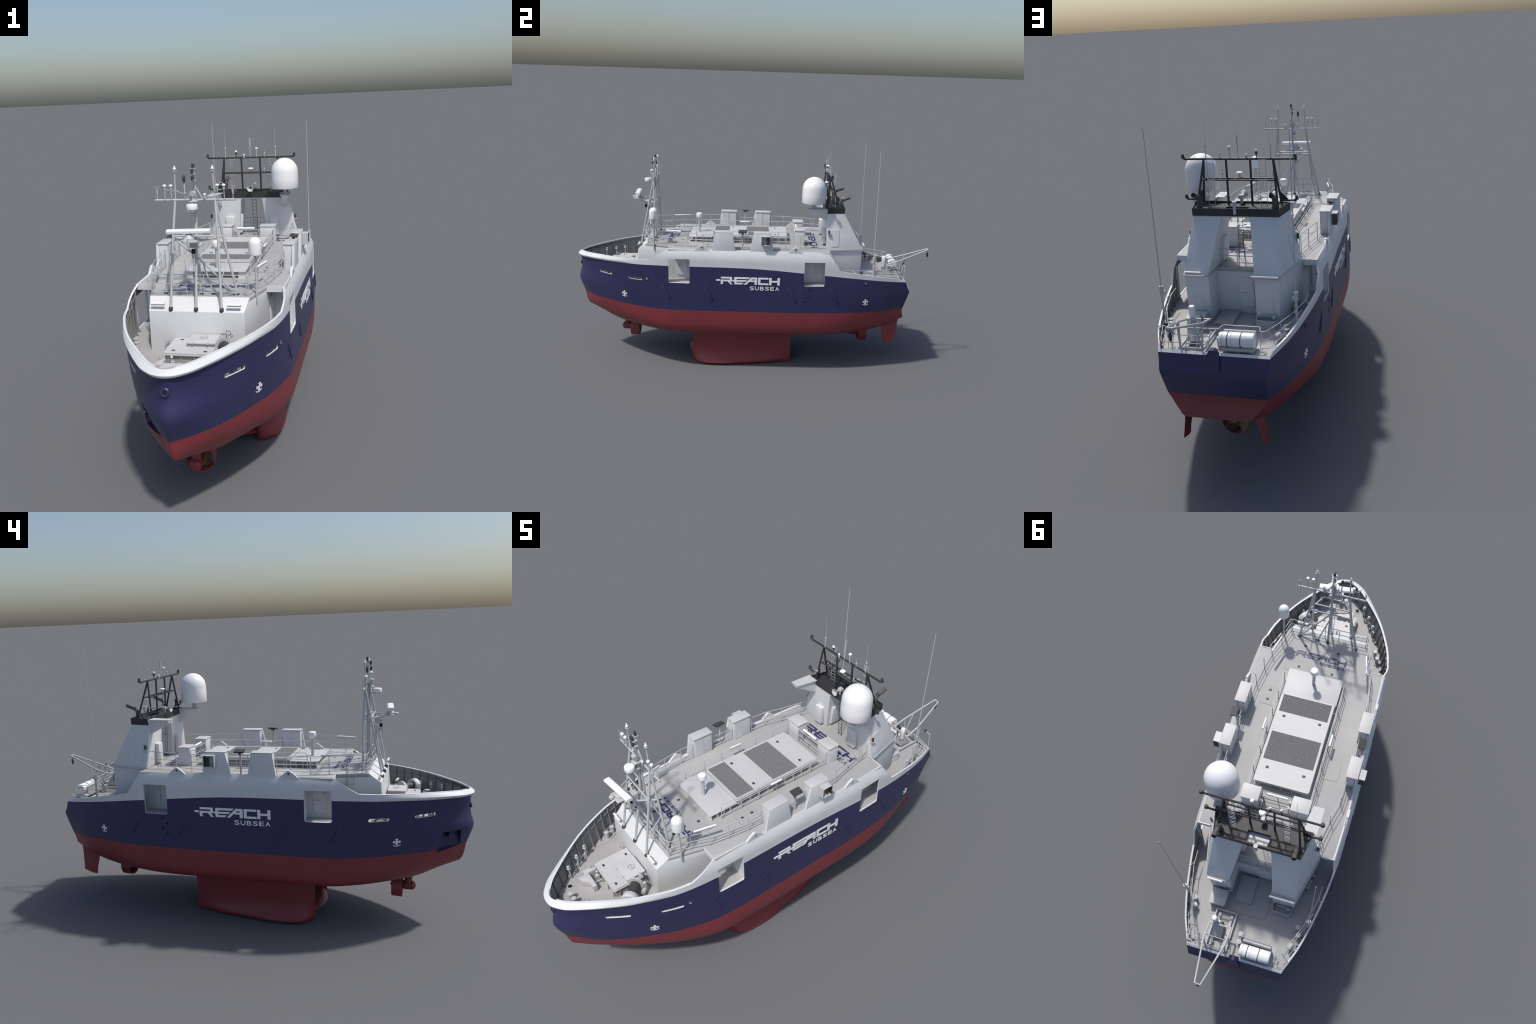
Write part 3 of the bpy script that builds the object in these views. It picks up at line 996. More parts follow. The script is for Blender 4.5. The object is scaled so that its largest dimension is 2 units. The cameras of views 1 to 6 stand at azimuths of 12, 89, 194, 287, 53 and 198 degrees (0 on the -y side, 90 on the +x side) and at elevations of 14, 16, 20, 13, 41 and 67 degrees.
stub(-.070, .412, 1.110, [(.0055, 0), (.0055, .004), (.003, .008), (0, .009)], bb, "antenna_cap", GLOSS)
st = stub(.070, .411, 1.084, [(.0012, 0), (.0012, .013), (.0032, .014), (.0032, .020), (.0007, .022), (.0005, .040)], gantry)
stub(.066, .409, 1.010, [(.0012, 0), (.0012, .013), (.0032, .014), (.0032, .020), (.0007, .022), (.0005, .040)], gantry)

# ship's horn, speaker
mb = MB(); mb.cyl((0, .404, .911), (0, .404, .934), .0055, n=10); mb.obox((0, .406, .939), (.019, .019, .015))
hb = mb.obj("ship_horn", STEEL, ftop, bevel=.002)
mb = MB()
mb.lathe([(.0035, .014), (.0075, .008), (.0148, .001), (.0165, 0), (.0160, .0015), (.0095, .009), (.005, .017), (.0045, .026)], (0, .370, .939), (0, 1, 0), 24)
mb.obj("horn_bell", STEEL, hb)
mb = MB(); mb.lathe([(.0040, 0), (.0040, .001)], (0, .3825, .939), (0, 1, 0), 12); mb.obj("horn_throat", HOLE, hb)
mb = MB(); mb.lathe([(.0085, 0), (.0075, .001), (.004, .008), (.0045, .016)], (-.146, .385, .962), (0, 1, 0), 16); mb.cyl((-.146, .398, .962), (-.146, .405, .95), .002, n=6)
sp = mb.obj("loud_hailer", STEEL, ftop)
mb = MB(); mb.lathe([(.005, 0), (.005, .001)], (-.146, .3842, .962), (0, 1, 0), 12); mb.obj("horn_throat", HOLE, sp)

# satellite dome on the starboard bracket
def radome(name, x, y, z0, z1, r, stalk_z, stalk_r, parent, n=24):
    b = MB(); b.cyl((x, y, stalk_z), (x, y, z0 + .004), stalk_r, n=14); ob = b.obj(name, STEEL, parent)
    h = z1 - z0
    cy = 1 - r / h
    prof = [(r * .5, 0), (r * .97, .001), (r, .004), (r * .997, h * cy * .6), (r * .985, h * cy)]
    for k in range(1, 9):
        a = math.pi / 2 * k / 8
        prof.append((r * .985 * math.cos(a), h * cy + r * math.sin(a)))
    b = MB(); b.lathe(prof, (x, y, z0), n=n); b.obj("radome_shell", GLOSS, ob, angle=50)
    return ob
radome("satellite_dome", .178, .325, .945, 1.086, .0635, .912, .0095, funnel_legs[0], 28)
ds = radome("satellite_dome", .198, -.532, .838, .900, .0226, .668, .0038, house, 24)
mb = MB(); mb.cyl((.198, -.532, .668), (.186, -.532, .690), .002, n=6); mb.cyl((.198, -.532, .835), (.198, -.532, .842), .013, n=16); mb.obj("dome_bracket", STEEL, ds)

# ------------------------------------------------------------------ forward mast
mb = MB()
TR = .0045
for x in (-.091, 0, .091):
    tx = x * .78
    if x:
        mb.sweep([(x, -.622, .664), (x * .875, -.572, .914), (x * .78, -.549, 1.031)], TR, 10)
        mb.sweep([(x * 1.45, -.545, ZS), (x * .98, -.543, .908), (x * .79, -.547, 1.031)], TR, 10)
    else:
        mb.sweep([(0, -.620, .662), (0, -.574, .865), (0, -.562, .925), (0, -.554, 1.050)], TR * 1.05, 10)
mb.cyl((0, -.549, ZS), (0, -.548, 1.035), .0040, n=10)
# horizontal ring at radar height
rp = [(.090, -.542, .906), (.047, -.618, .910), (-.047, -.618, .910), (-.090, -.542, .906)]
mb.sweep(rp + [rp[0]], .0036, 8)
mb.cyl((-.080, -.572, .912), (.080, -.572, .912), .0030, n=8)
# cross braces
mb.cyl((-.079, -.573, .905), (0, -.590, .850), .0034, n=8)
mb.cyl((0, -.590, .850), (.130, -.546, ZS), .0034, n=8)
for s in (1, -1):
    mb.cyl((s * .080, -.573, .905), (s * .104, -.545, .835), .0020, n=6)
    mb.cyl((s * .104, -.545, .835), (s * .088, -.605, .755), .0020, n=6)
    mb.cyl((s * .088, -.605, .755), (s * .130, -.546, ZS), .0026, n=6)
mb.cyl((0, -.549, .86), (.045, -.545, ZS), .0030, n=8)
mast = mb.obj("forward_mast", STEEL)
mb = MB()
for x in (-.091, 0, .091):
    mb.cyl((x, -.6225, .6615), (x, -.620, .671), .0080, .0070, n=12)
    mb.cyl((x, -.6235, .6525), (x, -.6225, .6615), .001, .0075, n=10)
for x in (-.131, .131, 0, .045): mb.cyl((x, -.546, ZS), (x, -.546, ZS + .004), .0080, n=12)
mb.obj("mast_foot", DARK, mast)
mb = MB(); mb.cyl((-.142, -.548, 1.034), (.142, -.548, 1.034), .0038, n=10)
yard = mb.obj("yard_arm", STEEL, mast)
ladder("ladder", (-.012, -.556, ZS), (-.010, -.553, 1.030), .016, (1, 0, 0), 20, .0010, mast)
for s in (1, -1):
    b = MB()
    b.cyl((s * .070, -.547, 1.036), (s * .0665, -.546, 1.136), .0026, n=8)
    b.obox((s * .0665, -.546, 1.132), (.012, .012, .0015))
    pole = b.obj("lamp_pole", STEEL, yard)
    b = MB(); b.lathe([(.0058, 0), (.0058, .002), (.0032, .006), (.0022, .012), (0, .013)], (s * .0665, -.546, 1.1385), n=14); b.obj("antenna_cap", GLOSS, pole)
    for x in (.082, .1045): mushroom(s * x, -.553, 1.036, .046, .0068, yard)
    yagi(s * .134, -.548, 1.036, .034, yard)
    b = MB(); b.cyl((s * .070, -.552, 1.067), (s * .1045, -.553, 1.070), .0012, n=6)
    if s < 0: b.sweep([(-.068, -.548, 1.068), (-.045, -.55, 1.057), (-.034, -.551, 1.057)], .0013, 6)
    b.obj("antenna_stay", STEEL, yard)
mushroom(.037, -.555, 1.036, .015, .0048, yard)
stb = stub(-.034, -.551, 1.036, [(.0018, 0), (.0018, .02), (.006, .021), (.006, .0225), (.0018, .024), (.003, .034), (.0024, .05), (.0012, .056)], yard)
stub(-.034, -.551, 1.091, [(.0012, 0), (.0045, .009), (.0058, .016), (.0045, .024), (.0015, .030), (0, .031)], stb, "anemometer_vane", DARK)
mb = MB()
mb.cyl((0, -.548, 1.034), (0, -.549, 1.140), .0032, n=10)
for s in (1, -1): mb.cyl((s * .028, -.548, 1.036), (s * .002, -.548, 1.082), .0024, n=8)
for y_, z_ in ((-.561, 1.124), (-.562, 1.101)):
    mb.obox((0, y_ + .004, z_), (.018, .020, .0015))
mb.obox((0, -.549, 1.141), (.017, .014, .0015))
mb.obox((0, -.562, 1.032), (.028, .030, .002))
tm = mb.obj("top_mast", STEEL, mast)
for y_, z_ in ((-.549, 1.1418), (-.563, 1.1248), (-.564, 1.1018)):
    stub(0, y_, z_, [(.0056, 0), (.0056, .003), (.0048, .004), (.0048, .011), (.0056, .012), (.0050, .015), (0, .0155)], tm, "signal_lamp", DARK)
mb = MB()
mb.lathe([(.010, 0), (.010, .002), (.0075, .004), (.0065, .014)], (0, -.564, 1.033), n=14)
for s in (1, -1): mb.obox((s * .0085, -.564, 1.054), (.003, .010, .020))
mb.lathe([(.0088, -.009), (.0095, -.004), (.008, .006), (.003, .009)], (0, -.566, 1.058), (0, 1, .15), 16)
mb.obj("search_light", STEEL, tm)
mb = MB(); mb.box(-.012, .012, -.606, -.555, 1.004, 1.0065); pl = mb.obj("radar_shelf", STEEL, mast)
mb = MB(); mb.lathe([(.013, 0), (.0185, .002), (.0195, .008), (.0195, .014), (.018, .0185), (.010, .020), (0, .0205)], (0, -.590, 1.0067), n=26)
mb.obj("radar_dome", GLOSS, pl)
mb = MB(); mb.box(-.030, .030, -.668, -.612, .9115, .9145)
plat = mb.obj("radar_platform", STEEL, mast)
mb = MB(); mb.lathe([(.018, 0), (.018, .008), (.013, .014), (.010, .020)], (0, -.645, .9145), n=18)
mb.lathe([(.009, 0), (.0095, .004), (.009, .009), (.003, .012)], (-.008, -.672, .912), n=14)
pede = mb.obj("radar_pedestal", STEEL, plat)
mb = MB()
prof = [(-.013, -.003), (-.0115, -.0065), (.010, -.0065), (.013, -.002), (.013, .003), (.009, .0065), (-.009, .0065), (-.013, .003)]
tilt = Matrix.Rotation(math.radians(6), 3, 'Z')
mb.loft([[V((0, -.646, .9455)) + tilt @ V((x, a, b_)) for a, b_ in prof] for x in (-.073, -.069, .069, .073)])
mb.obj("radar_scanner", GLOSS, pede)
mb = MB(); mb.box(-.014, .014, -.602, -.580, .878, .902); mb.cyl((.006, -.604, .885), (.006, -.612, .885), .004, n=8); cbx = mb.obj("junction_box", STEEL, mast, bevel=.001)
mb = MB(); mb.cyl((0, -.606, .843), (0, -.606, .860), .0062, n=12); cam = mb.obj("mast_camera", STEEL, mast)
mb = MB(); mb.cyl((0, -.606, .860), (0, -.606, .8745), .0068, n=12); mb.obj("camera_lens", HOLE, cam)

# ------------------------------------------------------------------ fore deck
mb = MB(); mb.box(-.072, .083, -.765, -.6345, ZD, .556); fh = mb.obj("fore_hatch", DECK, main_deck)
mb = MB()
mb.prism(rounded(-.080, .091, -.7735, -.6325, .006, .006), .556, .5585)
mb.prism(rounded(-.077, .088, -.7705, -.6335, .009, .009), .5587, .564)
mb.obj("hatch_lid", LID, fh)
mb = MB()
for x in (-.06, -.015, .03, .075): mb.hexa([(x - .0012, -.776, ZD), (x + .0012, -.776, ZD), (x + .0012, -.7652, ZD), (x - .0012, -.7652, ZD), (x - .0012, -.771, .5558), (x + .0012, -.771, .5558), (x + .0012, -.7652, .5558), (x - .0012, -.7652, .5558)])
for yy in (-.75, -.71, -.67): mb.box(.0832, .089, yy - .0012, yy + .0012, ZD, .5558)
mb.obj("stiffener", DECK, fh)
mb = MB(); mb.box(-.009, .082, -.711, -.640, .5641, .5755); sh = mb.obj("access_hatch", DECK, fh)
mb = MB(); mb.prism(rounded(-.013, .086, -.716, -.636, .003, .003), .5755, .580); mb.obj("hatch_lid", LID, sh, bevel=.0008)
mb = MB()
mb.ring((.038, -.672, .585), (0, 0, 1), .0125, .0009, 20, 6); mb.cyl((.0255, -.672, .585), (.0505, -.672, .585), .0012, n=6); mb.cyl((.038, -.672, .580), (.038, -.672, .585), .0012, n=6)
for x in (.010, .062): mb.obox((x, -.717, .579), (.004, .006, .006))
mb.obj("hatch_handwheel", STEEL, sh)
mb = MB()
for x, yy in ((-.048, -.748), (.062, -.750), (-.047, -.652)): mb.box(x - .006, x + .006, yy - .004, yy + .004, .5641, .565)
mb.obj("lashing_pocket", DARK, fh)

# anchor windlass
mb = MB(); mb.cyl((.104, -.690, .562), (.150, -.735, .562), .019, n=22); win = mb.obj("winch_drum", DARK, main_deck)
mb = MB()
ax = V((.046, -.045, 0)).normalized(); c0 = V((.104, -.690, .562)); c1 = V((.150, -.735, .562))
mb.cyl(c0 - ax * .004, c0 + ax * .004, .031, n=26); mb.cyl(c1 - ax * .004, c1 + ax * .004, .031, n=26)
mb.obox(c0 + V((0, 0, -.026)), (.010, .012, .030)); 
mb.obj("winch_flange", STEEL, win)
mb = MB()
prof = [(-.030, -.045), (.030, -.045), (.030, .012)] + [(.030 * math.cos(math.radians(k * 18)), .004 + .027 * math.sin(math.radians(k * 18))) for k in range(2, 9)] + [(-.030, .012)]
pu = V((ax.y, -ax.x, 0))
mb.loft([[c1 + ax * t + pu * a + V((0, 0, b_)) for a, b_ in prof] for t in (.005, .020)])
mb.obj("winch_gearbox", WHITE, win, bevel=.0015)
mb = MB()
mb.cyl((.127, -.668, .535), (.140, -.682, .535), .009, n=12); mb.obox((.125, -.664, .545), (.012, .012, .05)); mb.cyl((.098, -.664, .597), (.118, -.672, .601), .0058, n=12)
mb.obj("winch_motor", STEEL, win)
mb = MB()
mb.cyl((.112, -.655, ZD), (.112, -.655, .604), .0014, n=6); mb.ring((.120, -.655, .594), (.3, 1, .2), .0085, .0008, 14, 5); mb.ring((.127, -.652, .584), (.6, 1, 0), .006, .0008, 14, 5)
mb.obj("control_stand", DARK, win)

# chain stopper and hawse cover
mb = MB(); mb.prism([(-.066, -.850), (-.045, -.846), (-.020, -.822), (.010, -.822), (.010, -.806), (-.066, -.806)], ZD, .545)
cs = mb.obj("chain_stopper", LID, main_deck, bevel=.001)
mb = MB(); mb.box(-.089, -.067, -.822, -.772, ZD, .545); mb.obj("chain_guide", LID, cs, bevel=.0015)
mb = MB(); mb.cyl((-.020, -.806, .530), (-.020, -.766, .530), .0025, n=8); mb.cyl((-.045, -.779, ZD), (-.045, -.779, .552), .0035, n=8); mb.ball((-.045, -.779, .553), .006); mb.obox((-.040, -.783, .530), (.014, .012, .02))
mb.cyl((-.083, -.790, .545), (-.083, -.790, .562), .0015, n=6); mb.ring((-.083, -.790, .562), (0, 0, 1), .008, .0009, 14, 5)
mb.obj("brake_spindle", STEEL, cs)
mb = MB(); mb.ring((-.074, -.885, ZD + .001), (0, 0, 1), .0105, .002, 20, 6); hw = mb.obj("hawse_pipe", STEEL, main_deck)
mb = MB(); mb.cyl((-.074, -.885, ZD), (-.074, -.885, ZD + .0012), .0095, n=16); mb.obj("pipe_mouth", HOLE, hw)
def manhole(x, y):
    b = MB(); b.prism([(x + .016 * math.cos(k * .3142), y + .016 * math.sin(k * .3142)) for k in range(20)], ZD, ZD + .0015)
    ob = b.obj("manhole_cover", DECK, main_deck)
    b = MB()
    for k in range(16):
        a = k * math.pi / 8
        b.cyl((x + .0135 * math.cos(a), y + .0135 * math.sin(a), ZD + .001), (x + .0135 * math.cos(a), y + .0135 * math.sin(a), ZD + .0028), .0010, n=6)
    b.cyl((x - .005, y, ZD + .003), (x + .005, y, ZD + .003), .0008, n=5)
    o2 = b.obj("bolt", DARK, ob); o2["kind"] = "stuff"
manhole(.032, -.868); manhole(.150, .822); manhole(-.160, .815)

def bollards(x, y, dx, dy, parent=main_deck, h=.038, r=.0082):
    """twin mooring bitts on a foundation plate"""
    b = MB()
    a = math.atan2(dx, -dy) if False else math.atan2(dy, dx)
    L_ = math.hypot(dx, dy)
    b.obox((x, y, ZD + .0015), (L_ * 2 + .034, .030, .003), rot_z(a))
    base = b.obj("bollard_base", DECK, parent, bevel=.0008)
    b = MB()
    for s in (1, -1):
        q = (x + s * dx, y + s * dy, ZD)
        b.lathe([(r, .002), (r, h - .005), (r * 1.18, h - .004), (r * 1.18, h), (0, h + .0005)], q, n=16)
    b.obox((x, y, ZD + .013), (L_ * 2.4, .007, .008), rot_z(a))
    b.obj("bollard", STEEL, base)
for s in (1, -1):
    bollards(s * .2145, .688, -.0045, .014)
    bollards(s * .222, -.640, s * .008, .0165)
bollards(-.0025, .776, -.0015, .015)
bollards(.004, -.905, .0135, .001)
for s in (1, -1):       # upright roller fairleads beside the bulwark
    for x, yy in ((.108, -.864), (.142, -.8155), (.171, -.7695)):
        b = MB(); b.lathe([(.0058, .055), (.0078, .057), (.0078, .059), (.0052, .060), (.0052, .069), (.006, .070), (0, .0725)], (s * x, yy, ZD), n=14)
        b.cyl((s * x, yy, ZD), (s * x, yy, ZD + .056), .0028, n=8)
        b.obox((s * (x + .006), yy - .004, ZD + .010), (.014, .006, .020), rot_z(s * .6))
        b.obj("air_vent_head", STEEL, main_deck)
for yy, x in ((.459, .217), (.484, .211), (.498, .208), (.511, .206)):
    for s in (1, -1):
        b = MB(); b.lathe([(.0042, 0), (.0042, .030), (.0065, .031), (.0065, .040), (0, .041)], (s * x, yy, ZD), n=12); b.obj("air_vent_head", STEEL, main_deck)
# warping drum on the starboard side
mb = MB(); mb.lathe([(.013, 0), (.010, .003), (.009, .034), (.0125, .037), (.0125, .041), (0, .042)], (.120, -.800, ZD), n=18); mb.obj("mooring_capstan", STEEL, main_deck)

# bulwark stiffeners inside the bow
mb = MB()
for s in (1, -1):
    pts = []
    for Y in (-.965, -.95, -.93, -.90, -.86, -.82, -.78, -.74, -.70, -.66, -.62, -.58, -.52, -.46):
        pts.append((s * (hull_half(Y, z_rail(Y) - .03) - .010), Y, z_rail(Y) - .028))
    mb.sweep(pts, .0017, 6)
    yy = -.945
    while yy < -.45:
        xo = hull_half(yy, .56) - .0068; xd = hull_half(yy, .525) - .0068
        dx = (hull_half(yy + .01, .55) - hull_half(yy - .01, .55)) / .02
        t = V((dx, 1, 0)).normalized() * .0013
        nrm = V((t.y, -t.x, 0)).normalized()
        a = V((xd, yy, ZD)); b0 = V((xo, yy, .575)); c = V((hull_half(yy, z_rail(yy) - .006) - .0068, yy, z_rail(yy) - .006))
        ring0 = [a - nrm * .018, a - nrm * .010 + V((0, 0, .014)), b0 - nrm * .006, c - nrm * .006, c, b0, a]
        r1 = [(s * (p - t).x, (p - t).y, p.z) for p in ring0]; r2 = [(s * (p + t).x, (p + t).y, p.z) for p in ring0]
        mb.loft([r1, r2])
        yy += .0365
    yy = .50
    while yy < .84:      # low stays on the quarter
        x = hull_half(yy, .53) - .008
        zt = z_rail(yy) - .004
        mb.hexa([(s * (x - .010), yy - .0012, ZD), (s * x, yy - .0012, ZD), (s * x, yy + .0012, ZD), (s * (x - .010), yy + .0012, ZD),
                 (s * (x - .003), yy - .0012, zt), (s * x, yy - .0012, zt), (s * x, yy + .0012, zt), (s * (x - .003), yy + .0012, zt)])
        yy += .04
mb.obj("bulwark_stay", INNER_GREY, bulwark)
# flat cap rail on the bulwark
mb = MB()
for s in (1, -1):
    path = [Y for Y in stations if -.545 > Y > -.972]
    ringl = []
    for Y in path:
        yr = row_y(Y, -.985, .858)
        x = upper_rows(Y)[-1][0]; zz = upper_rows(Y)[-1][2]; yv = upper_rows(Y)[-1][1]
        ringl.append([(s * (x - .009), yv, zz + .0002), (s * (x + .0005), yv, zz + .0002), (s * (x + .0002), yv, zz + .0012), (s * (x - .009), yv, zz + .0012)])
    mb.loft(ringl)
mb.obj("cap_rail", WHITE, bulwark)

# ------------------------------------------------------------------ aft deck
mb = MB(); mb.box(-.003, .067, .527, .637, ZD, .5255)
hat = mb.obj("stores_hatch", DECK, main_deck, bevel=.001)
mb = MB()
seams = MB(); plate(-.075, .082, .522, .680, ZD, h=.0008); mb.obj("deck_plate", DECK, hat); seams.obj("plate_seam", EXH, hat)
mb = MB(); mb.box(.097, .157, .618, .676, ZD, .555); lk = mb.obj("deck_locker", WHITE, main_deck, bevel=.001)
mb = MB(); mb.box(.094, .160, .615, .679, .555, .560); mb.box(.118, .138, .645, .648, .560, .563); mb.obj("locker_lid", LID, lk, bevel=.001)
mb = MB(); mb.sweep([(.083, .612, ZD), (.083, .612, .575), (.086, .615, .581), (.091, .618, .581), (.094, .619, .574)], .002, 8); mb.obj("vent_pipe", STEEL, lk)
# open trough with pipework
mb = MB()
o = [(-.172, .604), (-.090, .604), (-.090, .634), (-.094, .639), (-.160, .643), (-.166, .638)]
i_ = [(-.169, .606), (-.0925, .606), (-.0925, .633), (-.095, .6365), (-.159, .640), (-.1635, .636)]
ro0 = [(a, b_, ZD) for a, b_ in o]; ro1 = [(a, b_, .546) for a, b_ in o]; ri1 = [(a, b_, .546) for a, b_ in i_]; ri0 = [(a, b_, ZD + .004) for a, b_ in i_]
mb.loft([ro0, ro1, ri1, ri0])
tr_ = mb.obj("drain_trough", STEEL, main_deck)
mb = MB(); mb.sweep([(-.105, .610, .525), (-.105, .612, .551), (-.112, .614, .553), (-.150, .616, .553)], .0022, 8); mb.cyl((-.118, .610, .525), (-.118, .614, .551), .002, n=6); mb.lathe([(.0075, -.003), (.0075, .003)], (-.155, .618, .551), (0, 1, .3), 14)
mb.cyl((-.128, .614, .546), (-.128, .614, .558), .0035, n=8)
mb.obj("pipework", STEEL, tr_)

# life raft canister on its cradle
cx0, cx1, cy, cz, cr = -.137, -.016, .819, .5605, .0255
mb = MB()
def raftring(x, k):
    return [(x, cy + cr * k * math.cos(a) * .98 , cz + cr * k * math.sin(a)) for a in [2 * math.pi * t / 28 for t in range(28)]]
mb.loft([raftring(cx0, .90), raftring(cx0 + .004, 1), raftring(cx0 + .040, 1), raftring(cx1 - .035, 1.0), raftring(cx1 - .012, .985), raftring(cx1 - .003, .95), raftring(cx1, .85)])
raft = mb.obj("life_raft_canister", GLOSS, main_deck)
mb = MB()
for x in (-.0465, -.092): mb.ring((x, cy, cz), (1, 0, 0), cr + .0006, .0014, 28, 6)
mb.obj("raft_strap", DARK, raft)
mb = MB()
for x in (-.028, -.060): mb.ring((x, cy, cz), (1, 0, 0), cr + .0001, .0006, 28, 5)
mb.obj("raft_seam", STEEL, raft)
mb = MB()
mb.box(-.137, -.020, .797, .840, .527, .5385); mb.hexa([(-.137, .783, .529), (-.020, .783, .529), (-.020, .797, .529), (-.137, .797, .529), (-.132, .776, .577), (-.019, .776, .577), (-.019, .785, .577), (-.132, .785, .577)])
for x in (-.125, -.080, -.035): mb.box(x - .006, x + .006, .80, .832, ZD, .529)
mb.box(-.152, -.026, .775, .8535, ZD, ZD + .003)
mb.obj("raft_cradle", STEEL, raft)

# towing eye on the transom
mb = MB()
pts = [(-.025, .470), (.025, .470), (.025, .512), (.021, .522)]
for k in range(9):
    a = math.radians(20 + 140 * k / 8); pts.append((.0145 * math.cos(a), .527 + .0145 * math.sin(a)))
pts += [(-.021, .522), (-.025, .512)]
def trans_y(z): return .858 + (.022 * (1 - ((z - .455) / .075) ** 2 if .38 < z < .53 else 0))
mb.loft([[(a, .846, b_) for a, b_ in pts], [(a, trans_y(b_) + .0035, b_) for a, b_ in pts]])
te = mb.obj("towing_eye", BLUE, topside)
mb = MB(); mb.ring((0, .8635, .5285), (0, 1, 0), .0095, .0034, 22, 8); mb.obj("eye_ring", BLUE, te)
mb = MB(); mb.cyl((0, .855, .5285), (0, .8636, .5285), .0070, n=16); mb.obj("eye_hole", HOLE, te)

# stern rails: three bars stepping inboard as they rise, jog round the raft
levels = [(.588, .165, .804), (.566, .177, .820), (.545, .186, .836)]
mb = MB()
top_path = [(.262, .500, .596), (.258, .560, .594), (.232, .665, .591), (.196, .752, .589), (.172, .797, .588), (.163, .805, .588), (.002, .805, .588), (-.008, .802, .588), (-.012, .776, .588), (-.018, .771, .588),
            (-.140, .771, .588), (-.146, .776, .588), (-.150, .798, .588), (-.157, .804, .588), (-.166, .803, .588), (-.174, .796, .588), (-.196, .752, .589), (-.232, .665, .591), (-.258, .560, .594), (-.262, .500, .596)]
mb.sweep(top_path, .0016, 7)
for s in (1, -1):
    mb.sweep([(s * .254, .610, .580), (s * .238, .668, .570), (s * .205, .752, .567), (s * .182, .812, .566), (s * .174, .820, .566), (s * (.019 if s > 0 else .159), .820, .566)], .0014, 6)
    mb.sweep([(s * .222, .740, .553), (s * .195, .824, .546), (s * .187, .836, .545), (s * (.019 if s > 0 else .159), .836, .545)], .0014, 6)
for xt, yt, xb, yb, zb_ in ((.150, .804, .145, .850, .527), (.100, .804, .098, .850, .527), (.062, .804, .060, .850, .526), (.019, .805, .019, .851, .524), (-.159, .805, -.159, .853, .519)):
    mb.cyl((xt, yt, .588), (xb, yb, zb_), .0015, n=6)
for s in (1, -1):
    for yt in (.545, .645, .735, .790):
        xt = lin([(.5, .262), (.56, .258), (.665, .232), (.752, .196), (.797, .172)])(yt)
        ybm = yt + .022
        mb.cyl((s * xt, yt, lin([(.5, .596), (.8, .588)])(yt)), (s * (hull_half(ybm, .53) - .006), ybm, z_rail(ybm)), .0014, n=6)
stern_rail = mb.obj("stern_rail", STEEL, bulwark)

# slender whip aerials on the quarters
for s in (1, -1):
    b = MB()
    b.cyl((s * .248, .663, .560), (s * .248, .660, .655), .0042, n=10)
    b.cyl((s * .248, .660, .640), (s * .248, .660, .672), .0075, n=10)
    b.obox((s * .243, .660, .648), (.018, .006, .012))
    wm = b.obj("aerial_mount", STEEL, bulwark)
    whip("whip_antenna", (s * .248, .660, .66), (s * .2475, .6525, 1.237), .0026, .0013, wm)
# stern lamp pole
b = MB(); b.sweep([(.190, .845, .530), (.187, .844, .605), (.182, .843, .609), (.163, .842, .609)], .0018, 7); lp = b.obj("lamp_pole", STEEL, bulwark)
stub(.160, .841, .606, [(.005, 0), (.005, .002), (.0045, .003), (.0045, .011), (.005, .012), (.005, .014), (0, .0145)], lp, "signal_lamp", DARK)
# mushroom vent on the port quarter
mb = MB(); mb.lathe([(.009, 0), (.009, .035), (.0135, .036), (.0135, .043), (.010, .046), (0, .047)], (-.202, .753, ZD), n=20); mb.obj("mushroom_vent", STEEL, main_deck)

# rescue boom: welded pedestal frame, winch and A-shaped jib
mb = MB()
mb.box(.036, .041, .687, .845, .523, .533); mb.box(.119, .124, .687, .845, .523, .533); mb.box(.0412, .1188, .687, .692, .523, .533); mb.box(.0412, .1188, .838, .845, .523, .533)
mb.box(.05, .06, .70, .83, ZD, .5228); mb.box(.10, .11, .70, .83, ZD, .5228)
bf = mb.obj("boom_base", STEEL, main_deck)
mb = MB()
mb.hexa([(.070, .742, .533), (.110, .742, .533), (.110, .800, .533), (.070, .800, .533), (.082, .742, .586), (.110, .742, .586), (.110, .757, .586), (.082, .757, .586)])
mb.obj("boom_pedestal", STEEL, bf)
mb = MB()
mb.sweep([(.123, .757, .594), (.124, .824, .618), (.093, .988, .679), (.071, .990, .679), (.038, .826, .618), (.036, .757, .600)], .0040, 8)
mb.cyl((.123, .757, .594), (.036, .757, .600), .0036, n=8)
mb.cyl((.124, .824, .618), (.119, .842, .530), .0036, n=8); mb.cyl((.038, .826, .618), (.041, .842, .530), .0036, n=8)
mb.cyl((.114, .860, .632), (.119, .842, .533), .0030, n=8); mb.cyl((.050, .870, .634), (.042, .842, .533), .0026, n=8)
jib = mb.obj("boom_jib", STEEL, bf)
mb = MB(); mb.lathe([(.0095, 0), (.0110, .004), (.0110, .030), (.0115, .031), (.0115, .056), (.009, .061), (0, .063)], (.105, .742, .578), n=18); mb.cyl((.085, .744, .588), (.11, .744, .588), .006, n=10); mb.obj("boom_winch", GLOSS, bf)
mb = MB(); mb.cyl((.082, .990, .677), (.082, .990, .664), .0012, n=6); mb.lathe([(.001, 0), (.0045, .010), (.0065, .022), (.004, .031), (.001, .036)], (.082, .990, .630), n=12); mb.obj("boom_hook", DARK, jib)
mb = MB(); mb.sweep([(.075, .745, .607), (.070, .745, .600), (.070, .752, .575), (.074, .755, .555)], .0018, 6); mb.cyl((.06, .76, .598), (.06, .772, .611), .003, n=8); mb.obj("hydraulic_hose", DARK, bf)

